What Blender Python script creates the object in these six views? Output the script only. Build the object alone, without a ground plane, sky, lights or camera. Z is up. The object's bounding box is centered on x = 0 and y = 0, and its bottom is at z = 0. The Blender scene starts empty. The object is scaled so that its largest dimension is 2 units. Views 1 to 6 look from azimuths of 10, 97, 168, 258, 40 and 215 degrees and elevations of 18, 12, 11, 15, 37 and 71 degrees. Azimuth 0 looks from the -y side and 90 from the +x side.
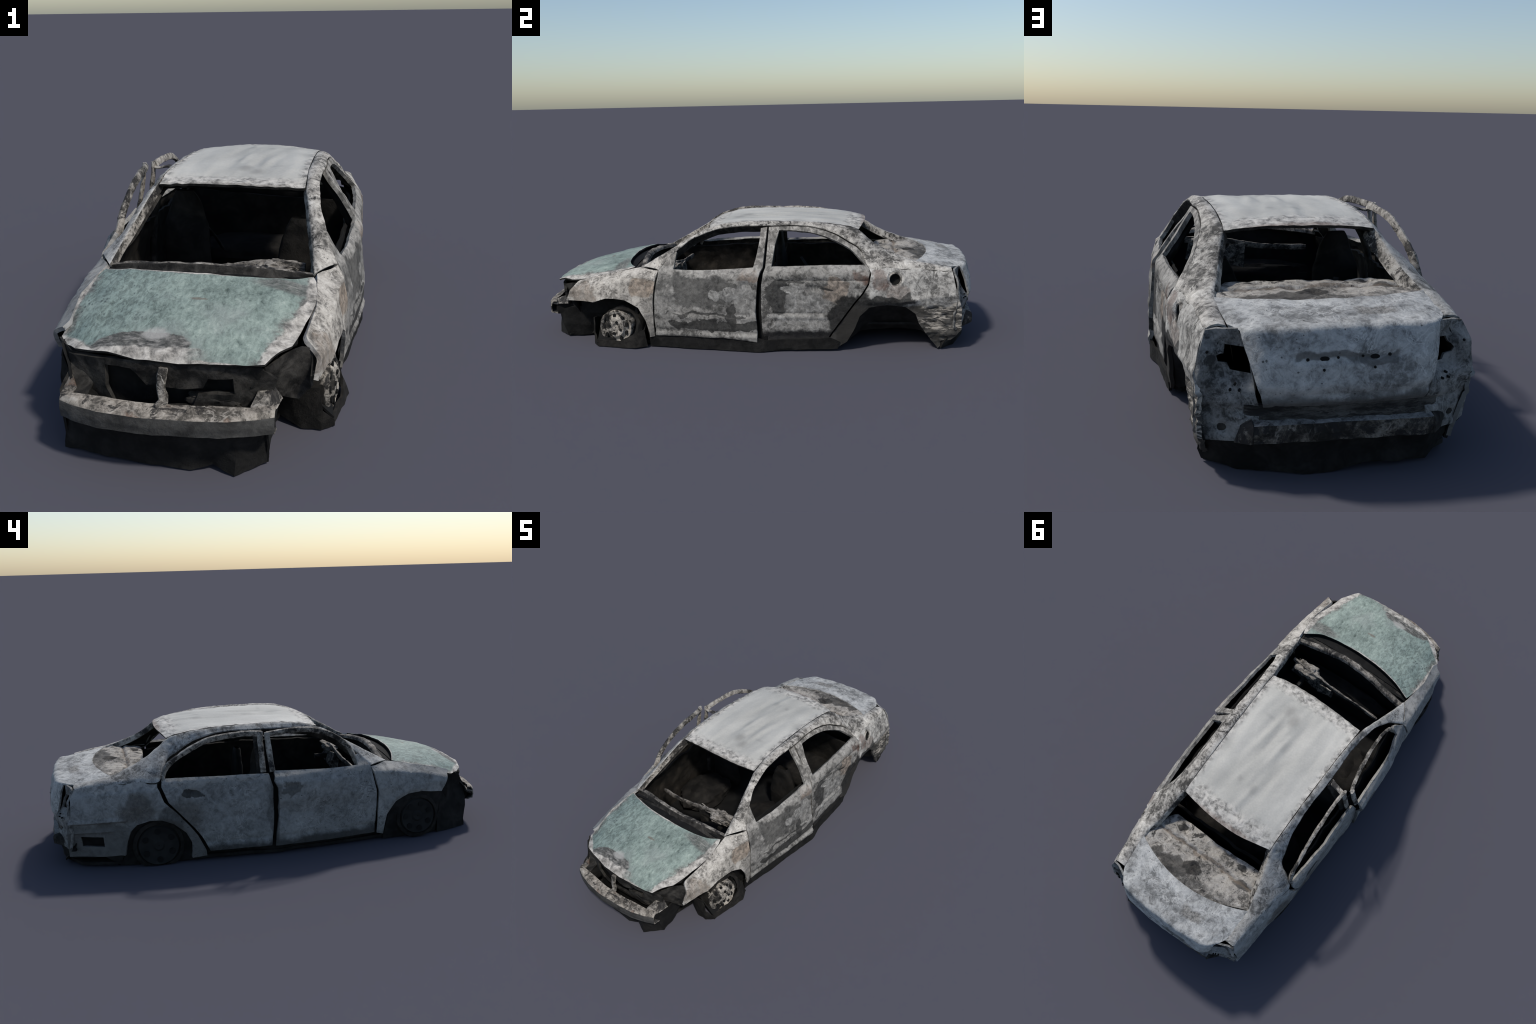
# Burnt-out four-door sedan, built part by part from profiles, lofts and trimmed sheet-metal panels.
import bpy, math, random
import numpy as np
from mathutils import Vector, noise as mn
from mathutils.geometry import delaunay_2d_cdt

random.seed(7)
RNG = np.random.default_rng(7)

# ------------------------------------------------------------------ helpers
def interp(x, xs, ys):
    return np.interp(x, xs, ys)

def sstep(a, b, x):
    t = np.clip((np.asarray(x, float) - a) / (b - a), 0, 1)
    return t * t * (3 - 2 * t)

def spline(pts, n=6):
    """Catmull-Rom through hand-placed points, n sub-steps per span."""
    p = np.array(pts, float)
    q = np.vstack([2 * p[0] - p[1], p, 2 * p[-1] - p[-2]])
    out = []
    for i in range(1, len(q) - 2):
        for k in range(n):
            t = k / n
            out.append(0.5 * (2 * q[i] + (q[i + 1] - q[i - 1]) * t + (2 * q[i - 1] - 5 * q[i] + 4 * q[i + 1] - q[i + 2]) * t * t
                              + (3 * q[i] - q[i - 1] - 3 * q[i + 1] + q[i + 2]) * t ** 3))
    out.append(p[-1])
    return np.array(out)

def resample(poly, step, closed=True):
    p = np.array(poly, float)
    out = []
    m = len(p) if closed else len(p) - 1
    for i in range(m):
        a, b = p[i], p[(i + 1) % len(p)]
        k = max(1, int(round(np.linalg.norm(b - a) / step)))
        for j in range(k):
            out.append(a + (b - a) * j / k)
    if not closed:
        out.append(p[-1])
    return np.array(out)

def inside(pts, poly):
    x, y = pts[:, 0], pts[:, 1]
    r = np.zeros(len(pts), bool)
    for i in range(len(poly)):
        (x1, y1), (x2, y2) = poly[i], poly[i - 1]
        c = (y1 > y) != (y2 > y)
        if abs(y2 - y1) > 1e-12:
            r ^= c & (x < (x2 - x1) * (y - y1) / (y2 - y1) + x1)
    return r

def trimmed(outer, holes, step):
    """Fill a 2D outline (with holes) with an even, slightly jittered triangle mesh."""
    outer = resample(outer, step)
    holes = [resample(h, step) for h in holes]
    lo, hi = outer.min(0), outer.max(0)
    gx, gy = np.meshgrid(np.arange(lo[0], hi[0], step), np.arange(lo[1], hi[1], step * .87))
    gx = gx + (np.arange(gx.shape[0]) % 2)[:, None] * step * .5
    g = np.stack([gx.ravel(), gy.ravel()], 1)
    g = g + RNG.uniform(-.12, .12, g.shape) * step
    keep = inside(g, outer)
    for h in holes:
        keep &= ~inside(g, h)
    g = g[keep]
    edge = np.vstack([outer] + holes)
    d = np.full(len(g), 9.)
    for i in range(0, len(edge), 64):
        d = np.minimum(d, np.linalg.norm(g[:, None] - edge[None, i:i + 64], axis=2).min(1))
    g = g[d > step * .55]
    vs = [Vector(v) for v in outer]
    es = [(i, (i + 1) % len(outer)) for i in range(len(outer))]
    for h in holes:
        b = len(vs)
        vs += [Vector(v) for v in h]
        es += [(b + i, b + (i + 1) % len(h)) for i in range(len(h))]
    vs += [Vector(v) for v in g]
    V, _, F, *_ = delaunay_2d_cdt(vs, es, [], 0, 1e-7)
    V = np.array([tuple(v) for v in V])
    F = np.array([f for f in F if len(f) == 3])
    c = V[F].mean(1)
    k = inside(c, outer)
    for h in holes:
        k &= ~inside(c, h)
    F = F[k]
    used = np.unique(F)
    m = -np.ones(len(V), int)
    m[used] = np.arange(len(used))
    return V[used], m[F]

def vnormals(P, F):
    n = np.zeros_like(P)
    for f in F:
        f = list(f)
        a = np.cross(P[f[1]] - P[f[0]], P[f[2]] - P[f[0]])
        if len(f) == 4:
            a = a + np.cross(P[f[2]] - P[f[0]], P[f[3]] - P[f[0]])
        n[f] += a
    l = np.linalg.norm(n, axis=1)
    l[l == 0] = 1
    return n / l[:, None]

def nz(P, scale, seed=0., octaves=1):
    o = np.empty(len(P))
    if np.isscalar(scale):
        scale = (scale,) * 3
    for i, p in enumerate(P):
        v = Vector((p[0] * scale[0] + seed, p[1] * scale[1] - seed * .7, p[2] * scale[2] + seed * 1.3))
        o[i] = mn.noise(v) if octaves == 1 else mn.fractal(v, 1., 2., octaves)
    return o

ROOT = None
PARTS = {}

def add(name, P, F, mats, idx=None, parent=None, smooth=True, kind=None, angle=40):
    me = bpy.data.meshes.new(name)
    me.from_pydata([tuple(p) for p in P], [], [tuple(int(i) for i in f) for f in F])
    me.update()
    for m in mats:
        me.materials.append(m)
    if idx is not None:
        me.polygons.foreach_set("material_index", np.array(idx, dtype=np.int32))
    if smooth:
        me.shade_smooth() if hasattr(me, "shade_smooth") else None
        me.set_sharp_from_angle(angle=math.radians(angle))
    ob = bpy.data.objects.new(name, me)
    bpy.context.scene.collection.objects.link(ob)
    ob.parent = parent or ROOT
    if kind:
        ob["kind"] = kind
    return ob

def solid(P, F, t, idx=None, rim_mat=0):
    """Give a sheet thickness t against its normals; back and rim take material 1."""
    N = vnormals(P, F)
    n = len(P)
    B = P - N * (t if np.isscalar(t) else np.asarray(t)[:, None])
    F = [tuple(f) for f in F]
    cnt = {}
    for f in F:
        for a, b in zip(f, f[1:] + f[:1]):
            cnt[(a, b)] = cnt.get((a, b), 0) + 1
    rim = [(b, a, a + n, b + n) for (a, b) in cnt if (b, a) not in cnt]
    back = [tuple(i + n for i in reversed(f)) for f in F]
    fi = list(idx) if idx is not None else [0] * len(F)
    return np.vstack([P, B]), F + back + rim, fi + [1] * len(back) + [rim_mat] * len(rim)

def sheet(name, outer, holes, fmap, out_dir, mats, step=.008, t=.012, disp=None, parent=None, rim=0):
    """Trimmed sheet-metal panel: 2D outline -> surface function -> dents -> thickness."""
    V, F = trimmed(outer, holes, step)
    P = fmap(V[:, 0], V[:, 1])
    N = vnormals(P, F)
    if (N @ np.array(out_dir)).mean() < 0:
        F = F[:, ::-1]
        N = -N
    if disp is not None:
        P = P + N * disp(P, V)[:, None]
    P, F, idx = solid(P, [tuple(f) for f in F], t, None, rim)
    return add(name, P, F, mats, idx, parent)

def grid_faces(r, c, wrap=False):
    f = []
    for i in range(r - 1):
        for j in range(c if wrap else c - 1):
            k = (j + 1) % c
            f.append((i * c + j, i * c + k, (i + 1) * c + k, (i + 1) * c + j))
    return f

def loft(name, sections, mats, n_along=6, n_across=4, t=.008, disp=None, out_dir=None, colmat=None, parent=None, linear=False, kind=None):
    """Loft a sheet through cross-sections (lists of 3D points)."""
    S = np.array(sections, float)
    A = []
    for s in S:
        A.append(resample_n(s, n_across) if linear else spline(s, n_across))
    A = np.array(A)
    B = np.stack([resample_n(A[:, j], n_along) if linear else spline(A[:, j], n_along) for j in range(A.shape[1])], 1)
    r, c = B.shape[:2]
    P = B.reshape(-1, 3)
    F = grid_faces(r, c)
    N = vnormals(P, F)
    if out_dir is not None and (N @ np.array(out_dir, float)).mean() < 0:
        F = [f[::-1] for f in F]
        N = -N
    if disp is not None:
        P = P + N * disp(P, None)[:, None]
    idx = None
    if colmat is not None:
        spans = len(S[0]) - 1
        idx = [colmat[min(spans - 1, (k % (c - 1)) // n_across)] for k in range((r - 1) * (c - 1))]
    if t:
        P, F, idx = solid(P, F, t, idx)
    return add(name, P, F, mats, idx, parent, kind=kind)

def resample_n(p, n):
    p = np.array(p, float)
    out = []
    for i in range(len(p) - 1):
        for k in range(n):
            out.append(p[i] + (p[i + 1] - p[i]) * k / n)
    out.append(p[-1])
    return np.array(out)

def bar(name, path, w, h, mats, up=(0, 0, 1), n=5, amp=.0015, parent=None, taper=None, round_=True):
    """Bent bar: soft-rectangular section (w across, h along 'up') swept on a spline."""
    C = spline(path, n)
    T = np.gradient(C, axis=0)
    T /= np.linalg.norm(T, axis=1)[:, None]
    U = np.array(up, float)
    k = 10
    P = []
    for i, (c, t) in enumerate(zip(C, T)):
        s = np.cross(t, U)
        s /= np.linalg.norm(s)
        u = np.cross(s, t)
        f = 1 if taper is None else np.interp(i / (len(C) - 1), [0, 1], taper)
        for a in np.arange(k) * 2 * math.pi / k + math.pi / k:
            ca, sa = math.cos(a), math.sin(a)
            q = max(abs(ca), abs(sa)) ** .75
            P.append(c + s * (w * .5 * f * ca / q) + u * (h * .5 * f * sa / q))
    P = np.array(P)
    F = grid_faces(len(C), k, True)
    N = vnormals(P, F)
    ctr = np.repeat(C, k, 0)
    if ((P - ctr) * N).sum() < 0:
        F = [f[::-1] for f in F]
        N = -N
    P = P + N * (nz(P, 60, 3.1) * amp * 1.4 + nz(P, 18, 8.) * amp)[:, None]
    m = len(C)
    F = F + [tuple(range(k))[::-1], tuple(range((m - 1) * k, m * k))]
    return add(name, P, F, mats, None, parent)

def lathe(name, profile, axis_pt, axis, mats, seg=40, disp=None, parent=None, idx_fn=None, squash=None):
    """Turned part: profile of (radius, offset along axis)."""
    ax = Vector(axis).normalized()
    e1 = ax.orthogonal().normalized()
    e2 = ax.cross(e1)
    c = np.array(axis_pt, float)
    ax, e1, e2 = (np.array(v) for v in (ax, e1, e2))
    P = []
    for r, o in profile:
        for k in range(seg):
            a = 2 * math.pi * k / seg
            P.append(c + ax * o + (e1 * math.cos(a) + e2 * math.sin(a)) * r)
    P = np.array(P)
    F = grid_faces(len(profile), seg, True)
    N = vnormals(P, F)
    if disp is not None:
        P = P + N * disp(P, None)[:, None]
    if squash is not None:
        P = squash(P)
    idx = [idx_fn(k // seg) for k in range(len(F))] if idx_fn else None
    if idx is not None:
        pass
    return add(name, P, F, mats, idx, parent)

def crumple(a1=.0015, s1=14, a2=.0008, s2=45, seed=0., extra=None):
    def f(P, V):
        d = nz(P, s1, seed) * a1 + nz(P, s2, seed + 5) * a2
        if extra is not None:
            d = d + extra(P)
        return d
    return f

# ------------------------------------------------------------------ materials
class Mat:
    """Tiny node-graph writer for procedural burnt-metal looks (Object coordinates)."""
    def __init__(s, name, rough=.75, metallic=0.):
        s.m = bpy.data.materials.new(name)
        s.m.use_nodes = True
        s.t = s.m.node_tree
        s.b = s.t.nodes["Principled BSDF"]
        s.b.inputs["Roughness"].default_value = rough
        s.b.inputs["Metallic"].default_value = metallic
        s.b.inputs["Specular IOR Level"].default_value = .25
        s.co = s.t.nodes.new("ShaderNodeTexCoord").outputs["Object"]
        sp = s.t.nodes.new("ShaderNodeSeparateXYZ")
        s.t.links.new(s.co, sp.inputs[0])
        s.x, s.y, s.z = sp.outputs

    def put(s, v, sock):
        if isinstance(v, bpy.types.NodeSocket):
            s.t.links.new(v, sock)
        elif isinstance(v, (tuple, list)):
            sock.default_value = tuple(v) + ((1,) if len(v) == 3 and len(sock.default_value) == 4 else ())
        else:
            sock.default_value = v

    def noise(s, scale, detail=4, rough=.6, dist=0., stretch=None, seed=0.):
        n = s.t.nodes.new("ShaderNodeTexNoise")
        mp = s.t.nodes.new("ShaderNodeMapping")
        mp.inputs["Location"].default_value = (seed * 1.7, seed * -2.3, seed * .9)
        if stretch:
            mp.inputs["Scale"].default_value = stretch
        s.t.links.new(s.co, mp.inputs[0])
        s.t.links.new(mp.outputs[0], n.inputs["Vector"])
        n.inputs["Scale"].default_value = scale
        n.inputs["Detail"].default_value = detail
        n.inputs["Roughness"].default_value = rough
        n.inputs["Distortion"].default_value = dist
        return n.outputs["Fac"]

    def warp(s, amp, scale, seed=0., patches=False):
        """Bend the texture space so that blotches flow and swirl like heat scale."""
        n = s.t.nodes.new("ShaderNodeTexNoise")
        mp = s.t.nodes.new("ShaderNodeMapping")
        mp.inputs["Location"].default_value = (seed, seed * .6, -seed * 1.1)
        s.t.links.new(s.co, mp.inputs[0])
        s.t.links.new(mp.outputs[0], n.inputs["Vector"])
        n.inputs["Scale"].default_value = scale
        n.inputs["Detail"].default_value = 3
        a = s.t.nodes.new("ShaderNodeVectorMath")
        a.operation = "MULTIPLY_ADD"
        s.t.links.new(n.outputs["Color"], a.inputs[0])
        a.inputs[1].default_value = (amp * 2,) * 3
        b = s.t.nodes.new("ShaderNodeVectorMath")
        b.operation = "SUBTRACT"
        s.t.links.new(s.co, b.inputs[0])
        b.inputs[1].default_value = (amp,) * 3
        s.t.links.new(b.outputs[0], a.inputs[2])
        if patches:
            sp = s.t.nodes.new("ShaderNodeSeparateXYZ")
            s.t.links.new(a.outputs[0], sp.inputs[0])
            s.x, s.y, s.z = sp.outputs
        else:
            s.co = a.outputs[0]

    def voro(s, scale, seed=0., feature="F1", stretch=None):
        n = s.t.nodes.new("ShaderNodeTexVoronoi")
        n.feature = feature
        mp = s.t.nodes.new("ShaderNodeMapping")
        mp.inputs["Location"].default_value = (seed, seed * 1.3, -seed)
        if stretch:
            mp.inputs["Scale"].default_value = stretch
        s.t.links.new(s.co, mp.inputs[0])
        s.t.links.new(mp.outputs[0], n.inputs["Vector"])
        n.inputs["Scale"].default_value = scale
        return n.outputs["Distance"]

    def math(s, op, a, b=0., c=0.):
        n = s.t.nodes.new("ShaderNodeMath")
        n.operation = op
        s.put(a, n.inputs[0]); s.put(b, n.inputs[1]); s.put(c, n.inputs[2])
        return n.outputs[0]

    def step(s, x, lo, hi):
        """0 below lo, 1 above hi, smooth between (swap for a falling edge)."""
        n = s.t.nodes.new("ShaderNodeMapRange")
        n.interpolation_type = "SMOOTHSTEP"
        a, b = (0., 1.) if lo < hi else (1., 0.)
        lo, hi = min(lo, hi), max(lo, hi)
        s.put(x, n.inputs[0])
        for i, v in enumerate((lo, hi, a, b)):
            n.inputs[i + 1].default_value = v
        return n.outputs[0]

    def mul(s, *a):
        r = a[0]
        for b in a[1:]:
            r = s.math("MULTIPLY", r, b)
        return r

    def add_(s, a, b):
        return s.math("ADD", a, b)

    def wob(s, coord, amp, scale, seed=0., detail=5):
        """A coordinate with a ragged, noise-driven edge."""
        return s.math("MULTIPLY_ADD", s.math("SUBTRACT", s.noise(scale, detail, .65, 0, None, seed), .5), amp * 2, coord)

    def blob(s, cx, cy, cz, rx, ry, rz, ragged=.5, scale=16, seed=0., soft=.25):
        """Ragged ellipsoidal patch mask."""
        q = None
        for co, c, r in ((s.x, cx, rx), (s.y, cy, ry), (s.z, cz, rz)):
            if r is None:
                continue
            d = s.math("DIVIDE", s.math("SUBTRACT", co, c), r)
            d = s.math("MULTIPLY", d, d)
            q = d if q is None else s.math("ADD", q, d)
        q = s.math("SQRT", q)
        q = s.math("MULTIPLY_ADD", s.math("SUBTRACT", s.noise(scale, 6, .65, .3, None, seed), .5), ragged * 2, q)
        return s.step(q, 1 + soft * .5, 1 - soft * .5)

    def ramp(s, fac, stops):
        n = s.t.nodes.new("ShaderNodeValToRGB")
        e = n.color_ramp.elements
        while len(e) < len(stops):
            e.new(.5)
        for el, (p, c) in zip(e, stops):
            el.position = p
            el.color = tuple(c) + (1,)
        s.put(fac, n.inputs[0])
        return n.outputs[0]

    def mix(s, fac, a, b, mode="MIX"):
        n = s.t.nodes.new("ShaderNodeMix")
        n.data_type = "RGBA"
        n.blend_type = mode
        s.put(fac, n.inputs[0]); s.put(a, n.inputs[6]); s.put(b, n.inputs[7])
        return n.outputs[2]

    def bump(s, h, strength=.4, dist=.004):
        n = s.t.nodes.new("ShaderNodeBump")
        n.inputs["Strength"].default_value = strength
        n.inputs["Distance"].default_value = dist
        s.put(h, n.inputs["Height"])
        s.t.links.new(n.outputs[0], s.b.inputs["Normal"])

    def done(s, col):
        s.put(col, s.b.inputs["Base Color"])
        return s.m

def g(v, warm=0.):
    return (v * (1.035 + warm), v, v * (.925 - warm))

SOOT = (.016, .015, .015)

def burnt(name, lo=.13, mid=.32, hi=.52, warm=.03, soot=.62, rust=.72, fine=70, seed=0., tint=None, bumps=.5, soot_col=SOOT, extra=None, streak=None, contrast=1.15, cracks=.75):
    """Scorched bare steel: pale ridges, grey mottling, soot blotches, flecks of rust."""
    m = Mat(name)
    m.warp(.035, 14, seed, True)
    m.warp(.010, 22, seed)
    big = m.noise(8, 5, .6, .2, streak, seed)
    mot = m.noise(30, 7, .70, .6, streak, seed + 3)
    mot2 = m.noise(75, 5, .68, .4, streak, seed + 4)
    fin = m.noise(fine * 3, 3, .7, 0, None, seed + 5)
    f = m.math("MULTIPLY_ADD", big, .34, m.math("MULTIPLY_ADD", mot, .38, m.math("MULTIPLY_ADD", mot2, .20, m.mul(fin, .08))))
    w = warm
    k = .5 / contrast
    st = lambda p: .5 + (p - .5) * k * 2
    col = m.ramp(f, [(st(.36), g(lo * .55, w)), (st(.435), g(lo, w)), (st(.49), g(mid, w)), (st(.54), g((mid + hi) / 2, w)), (st(.62), g(hi, w * .6))])
    # chalk-white ridge lines
    rid = m.math("ABSOLUTE", m.math("SUBTRACT", m.noise(17, 4, .6, .8, streak, seed + 8), .5))
    rm = m.mul(m.step(rid, .035, .0), m.step(m.noise(7, 3, .5, 0, None, seed + 9), .45, .62))
    col = m.mix(m.mul(rm, .55), col, g(min(hi * 1.25, .72), w * .7))
    # thin dark cracks
    cr = m.math("ABSOLUTE", m.math("SUBTRACT", m.noise(12, 5, .65, 1.2, streak, seed + 13), .5))
    cm = m.mul(m.step(cr, .012, .0), m.step(m.noise(5, 3, .5, 0, None, seed + 14), .5, .64))
    col = m.mix(m.mul(cm, cracks), col, g(.03))
    if tint:
        col = m.mix(m.step(big, .3, .7), col, tint, "MULTIPLY")
    if extra:
        col = extra(m, col)
    if rust < 1:
        rs = m.step(m.noise(7, 7, .7, .5, None, seed + 11), rust - .03, rust + .06)
        col = m.mix(m.mul(rs, .5), col, (.17, .095, .06))
    if soot < 1:
        sm = m.step(m.noise(11, 8, .74, .8, streak, seed + 17), soot - .06, soot - .01)
        col = m.mix(m.mul(sm, .9), col, soot_col)
        pk = m.step(m.math("ADD", m.voro(46, seed), m.mul(m.noise(16, 3, .5, 0, None, seed + 2), .35)), .29, .22)
        col = m.mix(m.mul(pk, .75), col, g(.025))
    m.bump(m.math("MULTIPLY_ADD", mot, .9, m.mul(mot2, .25)), bumps * 1.15, .007)
    return m.done(col)

def dark(name, v=.02, hi=.06, warm=.06, seed=0., scale=16):
    m = Mat(name, .85)
    f = m.noise(scale, 7, .7, .5, None, seed)
    col = m.ramp(f, [(.42, g(v, warm)), (.56, g((v + hi) / 2, warm)), (.68, g(hi, warm))])
    m.bump(m.noise(scale * 4, 5, .7, 0, None, seed + 4), .5, .006)
    return m.done(col)

# ---- shared masks
def low_soot(z0, amp, col=SOOT, k=.92, seed=3., soft=.02):
    """Oily soot that climbed up from the burnt tyres and ground: ragged upper edge."""
    def f(m, c):
        zz = m.wob(m.z, amp, 11, seed, 7)
        return m.mix(m.mul(m.step(zz, z0 + soft, z0 - soft), k), c, col)
    return f

def chain(*fs):
    def f(m, c):
        for k in fs:
            c = k(m, c)
        return c
    return f

def patch(cx, cy, cz, rx, ry, rz, col, k=.85, ragged=.5, scale=16, seed=0., soft=.25):
    def f(m, c):
        grain = m.ramp(m.noise(42, 6, .7, .4, None, seed + 31), [(.36, (.35,) * 3), (.5, (.80,) * 3), (.64, (1.5,) * 3)])
        tone = m.mix(1., tuple(col), grain, "MULTIPLY")
        return m.mix(m.mul(m.blob(cx, cy, cz, rx, ry, rz, ragged, scale, seed, soft * .5), k), c, tone)
    return f

M_BLACK = dark("charred_black", .004, .012, .0, 1.)
M_SOOT = dark("sooty_steel", .009, .058, .05, 2., 22)
M_UNDER = dark("scorched_underbody", .005, .020, .02, 4., 16)
M_INNER = dark("burnt_interior", .006, .026, .16, 6., 14)  # blackened to include the shadow under the roof

def roof_mat():
    m = Mat("ash_white_roof", .6)
    big = m.noise(5, 4, .55, .3, (1, .45, 1), 2.)
    fin = m.noise(120, 4, .7, 0, None, 4.)
    mot = m.noise(38, 6, .7, .4, None, 9.)
    f = m.math("MULTIPLY_ADD", big, .75, m.mul(fin, .25))
    col = m.ramp(f, [(.34, (.38, .37, .335)), (.5, (.475, .46, .415)), (.66, (.57, .55, .495))])
    # chalky scorched rim round the sheet
    ax = m.math("ABSOLUTE", m.x)
    rim = m.math("MAXIMUM", m.step(m.wob(m.y, .03, 22, 1.), -.115, -.15), m.math("MAXIMUM", m.step(m.wob(m.y, .06, 18, 3.), .40, .47), m.step(m.wob(ax, .02, 20, 5.), .195, .225)))
    rimc = m.ramp(mot, [(.38, g(.10, .03)), (.47, g(.34, .03)), (.6, g(.58, .03))])
    col = m.mix(m.mul(rim, .85), col, rimc)
    for cx, cy, rx, ry, k in ((.063, -.07, .022, .028, .5), (.021, -.035, .020, .030, .55), (.059, .313, .012, .012, .35), (-.021, .325, .014, .022, .35), (.122, .004, .025, .010, .22), (-.018, .086, .018, .030, .22), (.2, .218, .02, .03, .25), (.15, .36, .05, .05, .2)):
        col = m.mix(m.mul(m.blob(cx, cy, 0, rx, ry, None, .55, 14, cx * 9, 1.5), k), col, g(.20))
    edge = m.step(m.wob(m.y, .012, 40, 7.), -.178, -.19)
    col = m.mix(m.mul(edge, .5), col, g(.08, .1))
    col = m.mix(m.mul(m.step(m.wob(m.y, .015, 30, 8.), .492, .512), .5), col, (.24, .17, .13))
    m.bump(m.math("MULTIPLY_ADD", mot, rim, m.mul(fin, .25)), .35, .005)
    return m.done(col)

def hood_mat():
    m = Mat("blistered_green_hood", .62)
    big = m.noise(6, 5, .6, .4, None, 1.)
    mot = m.noise(46, 7, .7, .5, (1.6, .8, 1), 5.)
    fin = m.noise(150, 4, .7, 0, None, 7.)
    f = m.math("MULTIPLY_ADD", big, .4, m.math("MULTIPLY_ADD", mot, .45, m.mul(fin, .15)))
    green = m.ramp(f, [(.38, (.075, .10, .085)), (.44, (.165, .205, .178)), (.51, (.25, .305, .265)), (.56, (.31, .37, .32)), (.64, (.43, .475, .415))])
    # darker, more blistered paint to the car's right
    rs = m.step(m.wob(m.x, .10, 9, 2.), .06, -.24)
    green = m.mix(m.mul(m.step(m.noise(4, 4, .6, .3, None, 14.), .5, .68), .45), green, (.27, .285, .265))
    green = m.mix(m.mul(rs, .55), green, m.mix(m.step(mot, .4, .58), (.065, .085, .08), (.20, .27, .245)))
    pit = m.step(m.math("ADD", m.voro(75, 3., "F1", (1, .55, 1)), m.mul(m.noise(9, 4, .6, 0, None, 3.), .55)), .47, .40)
    green = m.mix(m.mul(pit, m.math("MULTIPLY_ADD", rs, .6, .15)), green, (.06, .075, .075))
    bare = m.ramp(m.noise(30, 6, .7, .4, None, 12.), [(.36, g(.13, .03)), (.47, g(.33, .04)), (.60, g(.55, .035))])
    # bare grey border: left flank, front lip, rear lip
    yy = m.wob(m.y, .016, 16, 4.)
    xx = m.wob(m.x, .020, 13, 6.)
    flank = m.step(m.math("MULTIPLY_ADD", m.y, -.30, xx), .477, .489)          # left front flank
    flank = m.math("MAXIMUM", flank, m.step(xx, .283, .296))
    flank = m.math("MAXIMUM", flank, m.step(m.x, -.300, -.309))
    lip = m.mul(m.step(yy, -.886, -.893), m.step(xx, .10, .02))                # front lip
    lip = m.math("MAXIMUM", lip, m.step(m.math("MULTIPLY_ADD", m.x, .75, yy), -1.030, -1.042))
    lip = m.math("MAXIMUM", lip, m.step(m.y, -.917, -.921))
    rear = m.step(m.math("SUBTRACT", m.wob(m.y, .006, 40, 8.), m.mul(m.mul(m.x, m.x), .72)), -.5855, -.581)
    bm = m.math("MAXIMUM", flank, m.math("MAXIMUM", lip, rear))
    # scorched grey between paint and lip, and beside the left rear corner
    sc = m.mul(m.blob(-.085, -.878, 0, .125, .034, None, .38, 16, 5., .12), m.step(yy, -.895, -.888))
    sc2 = m.blob(.235, -.592, 0, .085, .030, None, .6, 14, 8., .6)
    grey = m.ramp(m.noise(70, 6, .75, .3, (.6, 1.8, 1), 6.), [(.38, g(.035)), (.5, g(.10, .02)), (.64, g(.26, .02))])
    col = m.mix(m.mul(m.math("MAXIMUM", sc, m.mul(sc2, .8)), .95), green, grey)
    band = m.math("MAXIMUM", m.step(m.math("MULTIPLY_ADD", m.y, -.30, xx), .452, .478), m.step(m.x, -.270, -.302))
    band = m.mul(band, m.step(m.noise(14, 6, .7, .4, None, 19.), .44, .58))
    col = m.mix(m.mul(band, .8), col, grey)
    col = m.mix(bm, col, bare)
    col = m.mix(m.mul(m.blob(-.049, -.85, 0, .030, .018, None, .6, 30, 9., .8), .7), col, g(.42))
    col = m.mix(m.mul(m.blob(.02, -.705, 0, .022, .006, None, .9, 40, 9., .5), .55), col, (.16, .10, .07))
    rag = m.step(m.math("ABSOLUTE", m.math("SUBTRACT", bm, .5)), .42, .2)
    col = m.mix(m.mul(rag, m.step(m.noise(25, 5, .7), .48, .6), .7), col, g(.07))
    m.bump(m.math("MULTIPLY_ADD", mot, .8, m.mul(fin, .5)), .5, .006)
    return m.done(col)

def trunk_mat():
    def ex(m, c):
        p = m.blob(-.10, .885, 0, .055, .028, None, .45, 22, 3., .6)
        p = m.mul(p, m.step(m.z, .33, .345))
        sp = m.ramp(m.noise(110, 5, .75, 0, None, 6.), [(.4, g(.06, .03)), (.6, g(.30, .02))])
        c = m.mix(m.mul(p, .85), c, sp)
        # dark strip along the number-plate channel
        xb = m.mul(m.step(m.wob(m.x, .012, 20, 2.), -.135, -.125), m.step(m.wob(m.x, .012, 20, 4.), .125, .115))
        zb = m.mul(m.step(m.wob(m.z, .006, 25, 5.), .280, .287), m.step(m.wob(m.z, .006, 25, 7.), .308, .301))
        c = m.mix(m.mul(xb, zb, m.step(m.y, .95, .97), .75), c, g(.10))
        c = m.mix(m.mul(m.step(m.wob(m.z, .012, 14, 8.), .212, .19), .8), c, g(.07))
        return c
    return burnt("ash_grey_trunk", .19, .325, .52, -.03, .86, 1.1, 80, 21., None, .5, extra=ex, cracks=.2)

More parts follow.
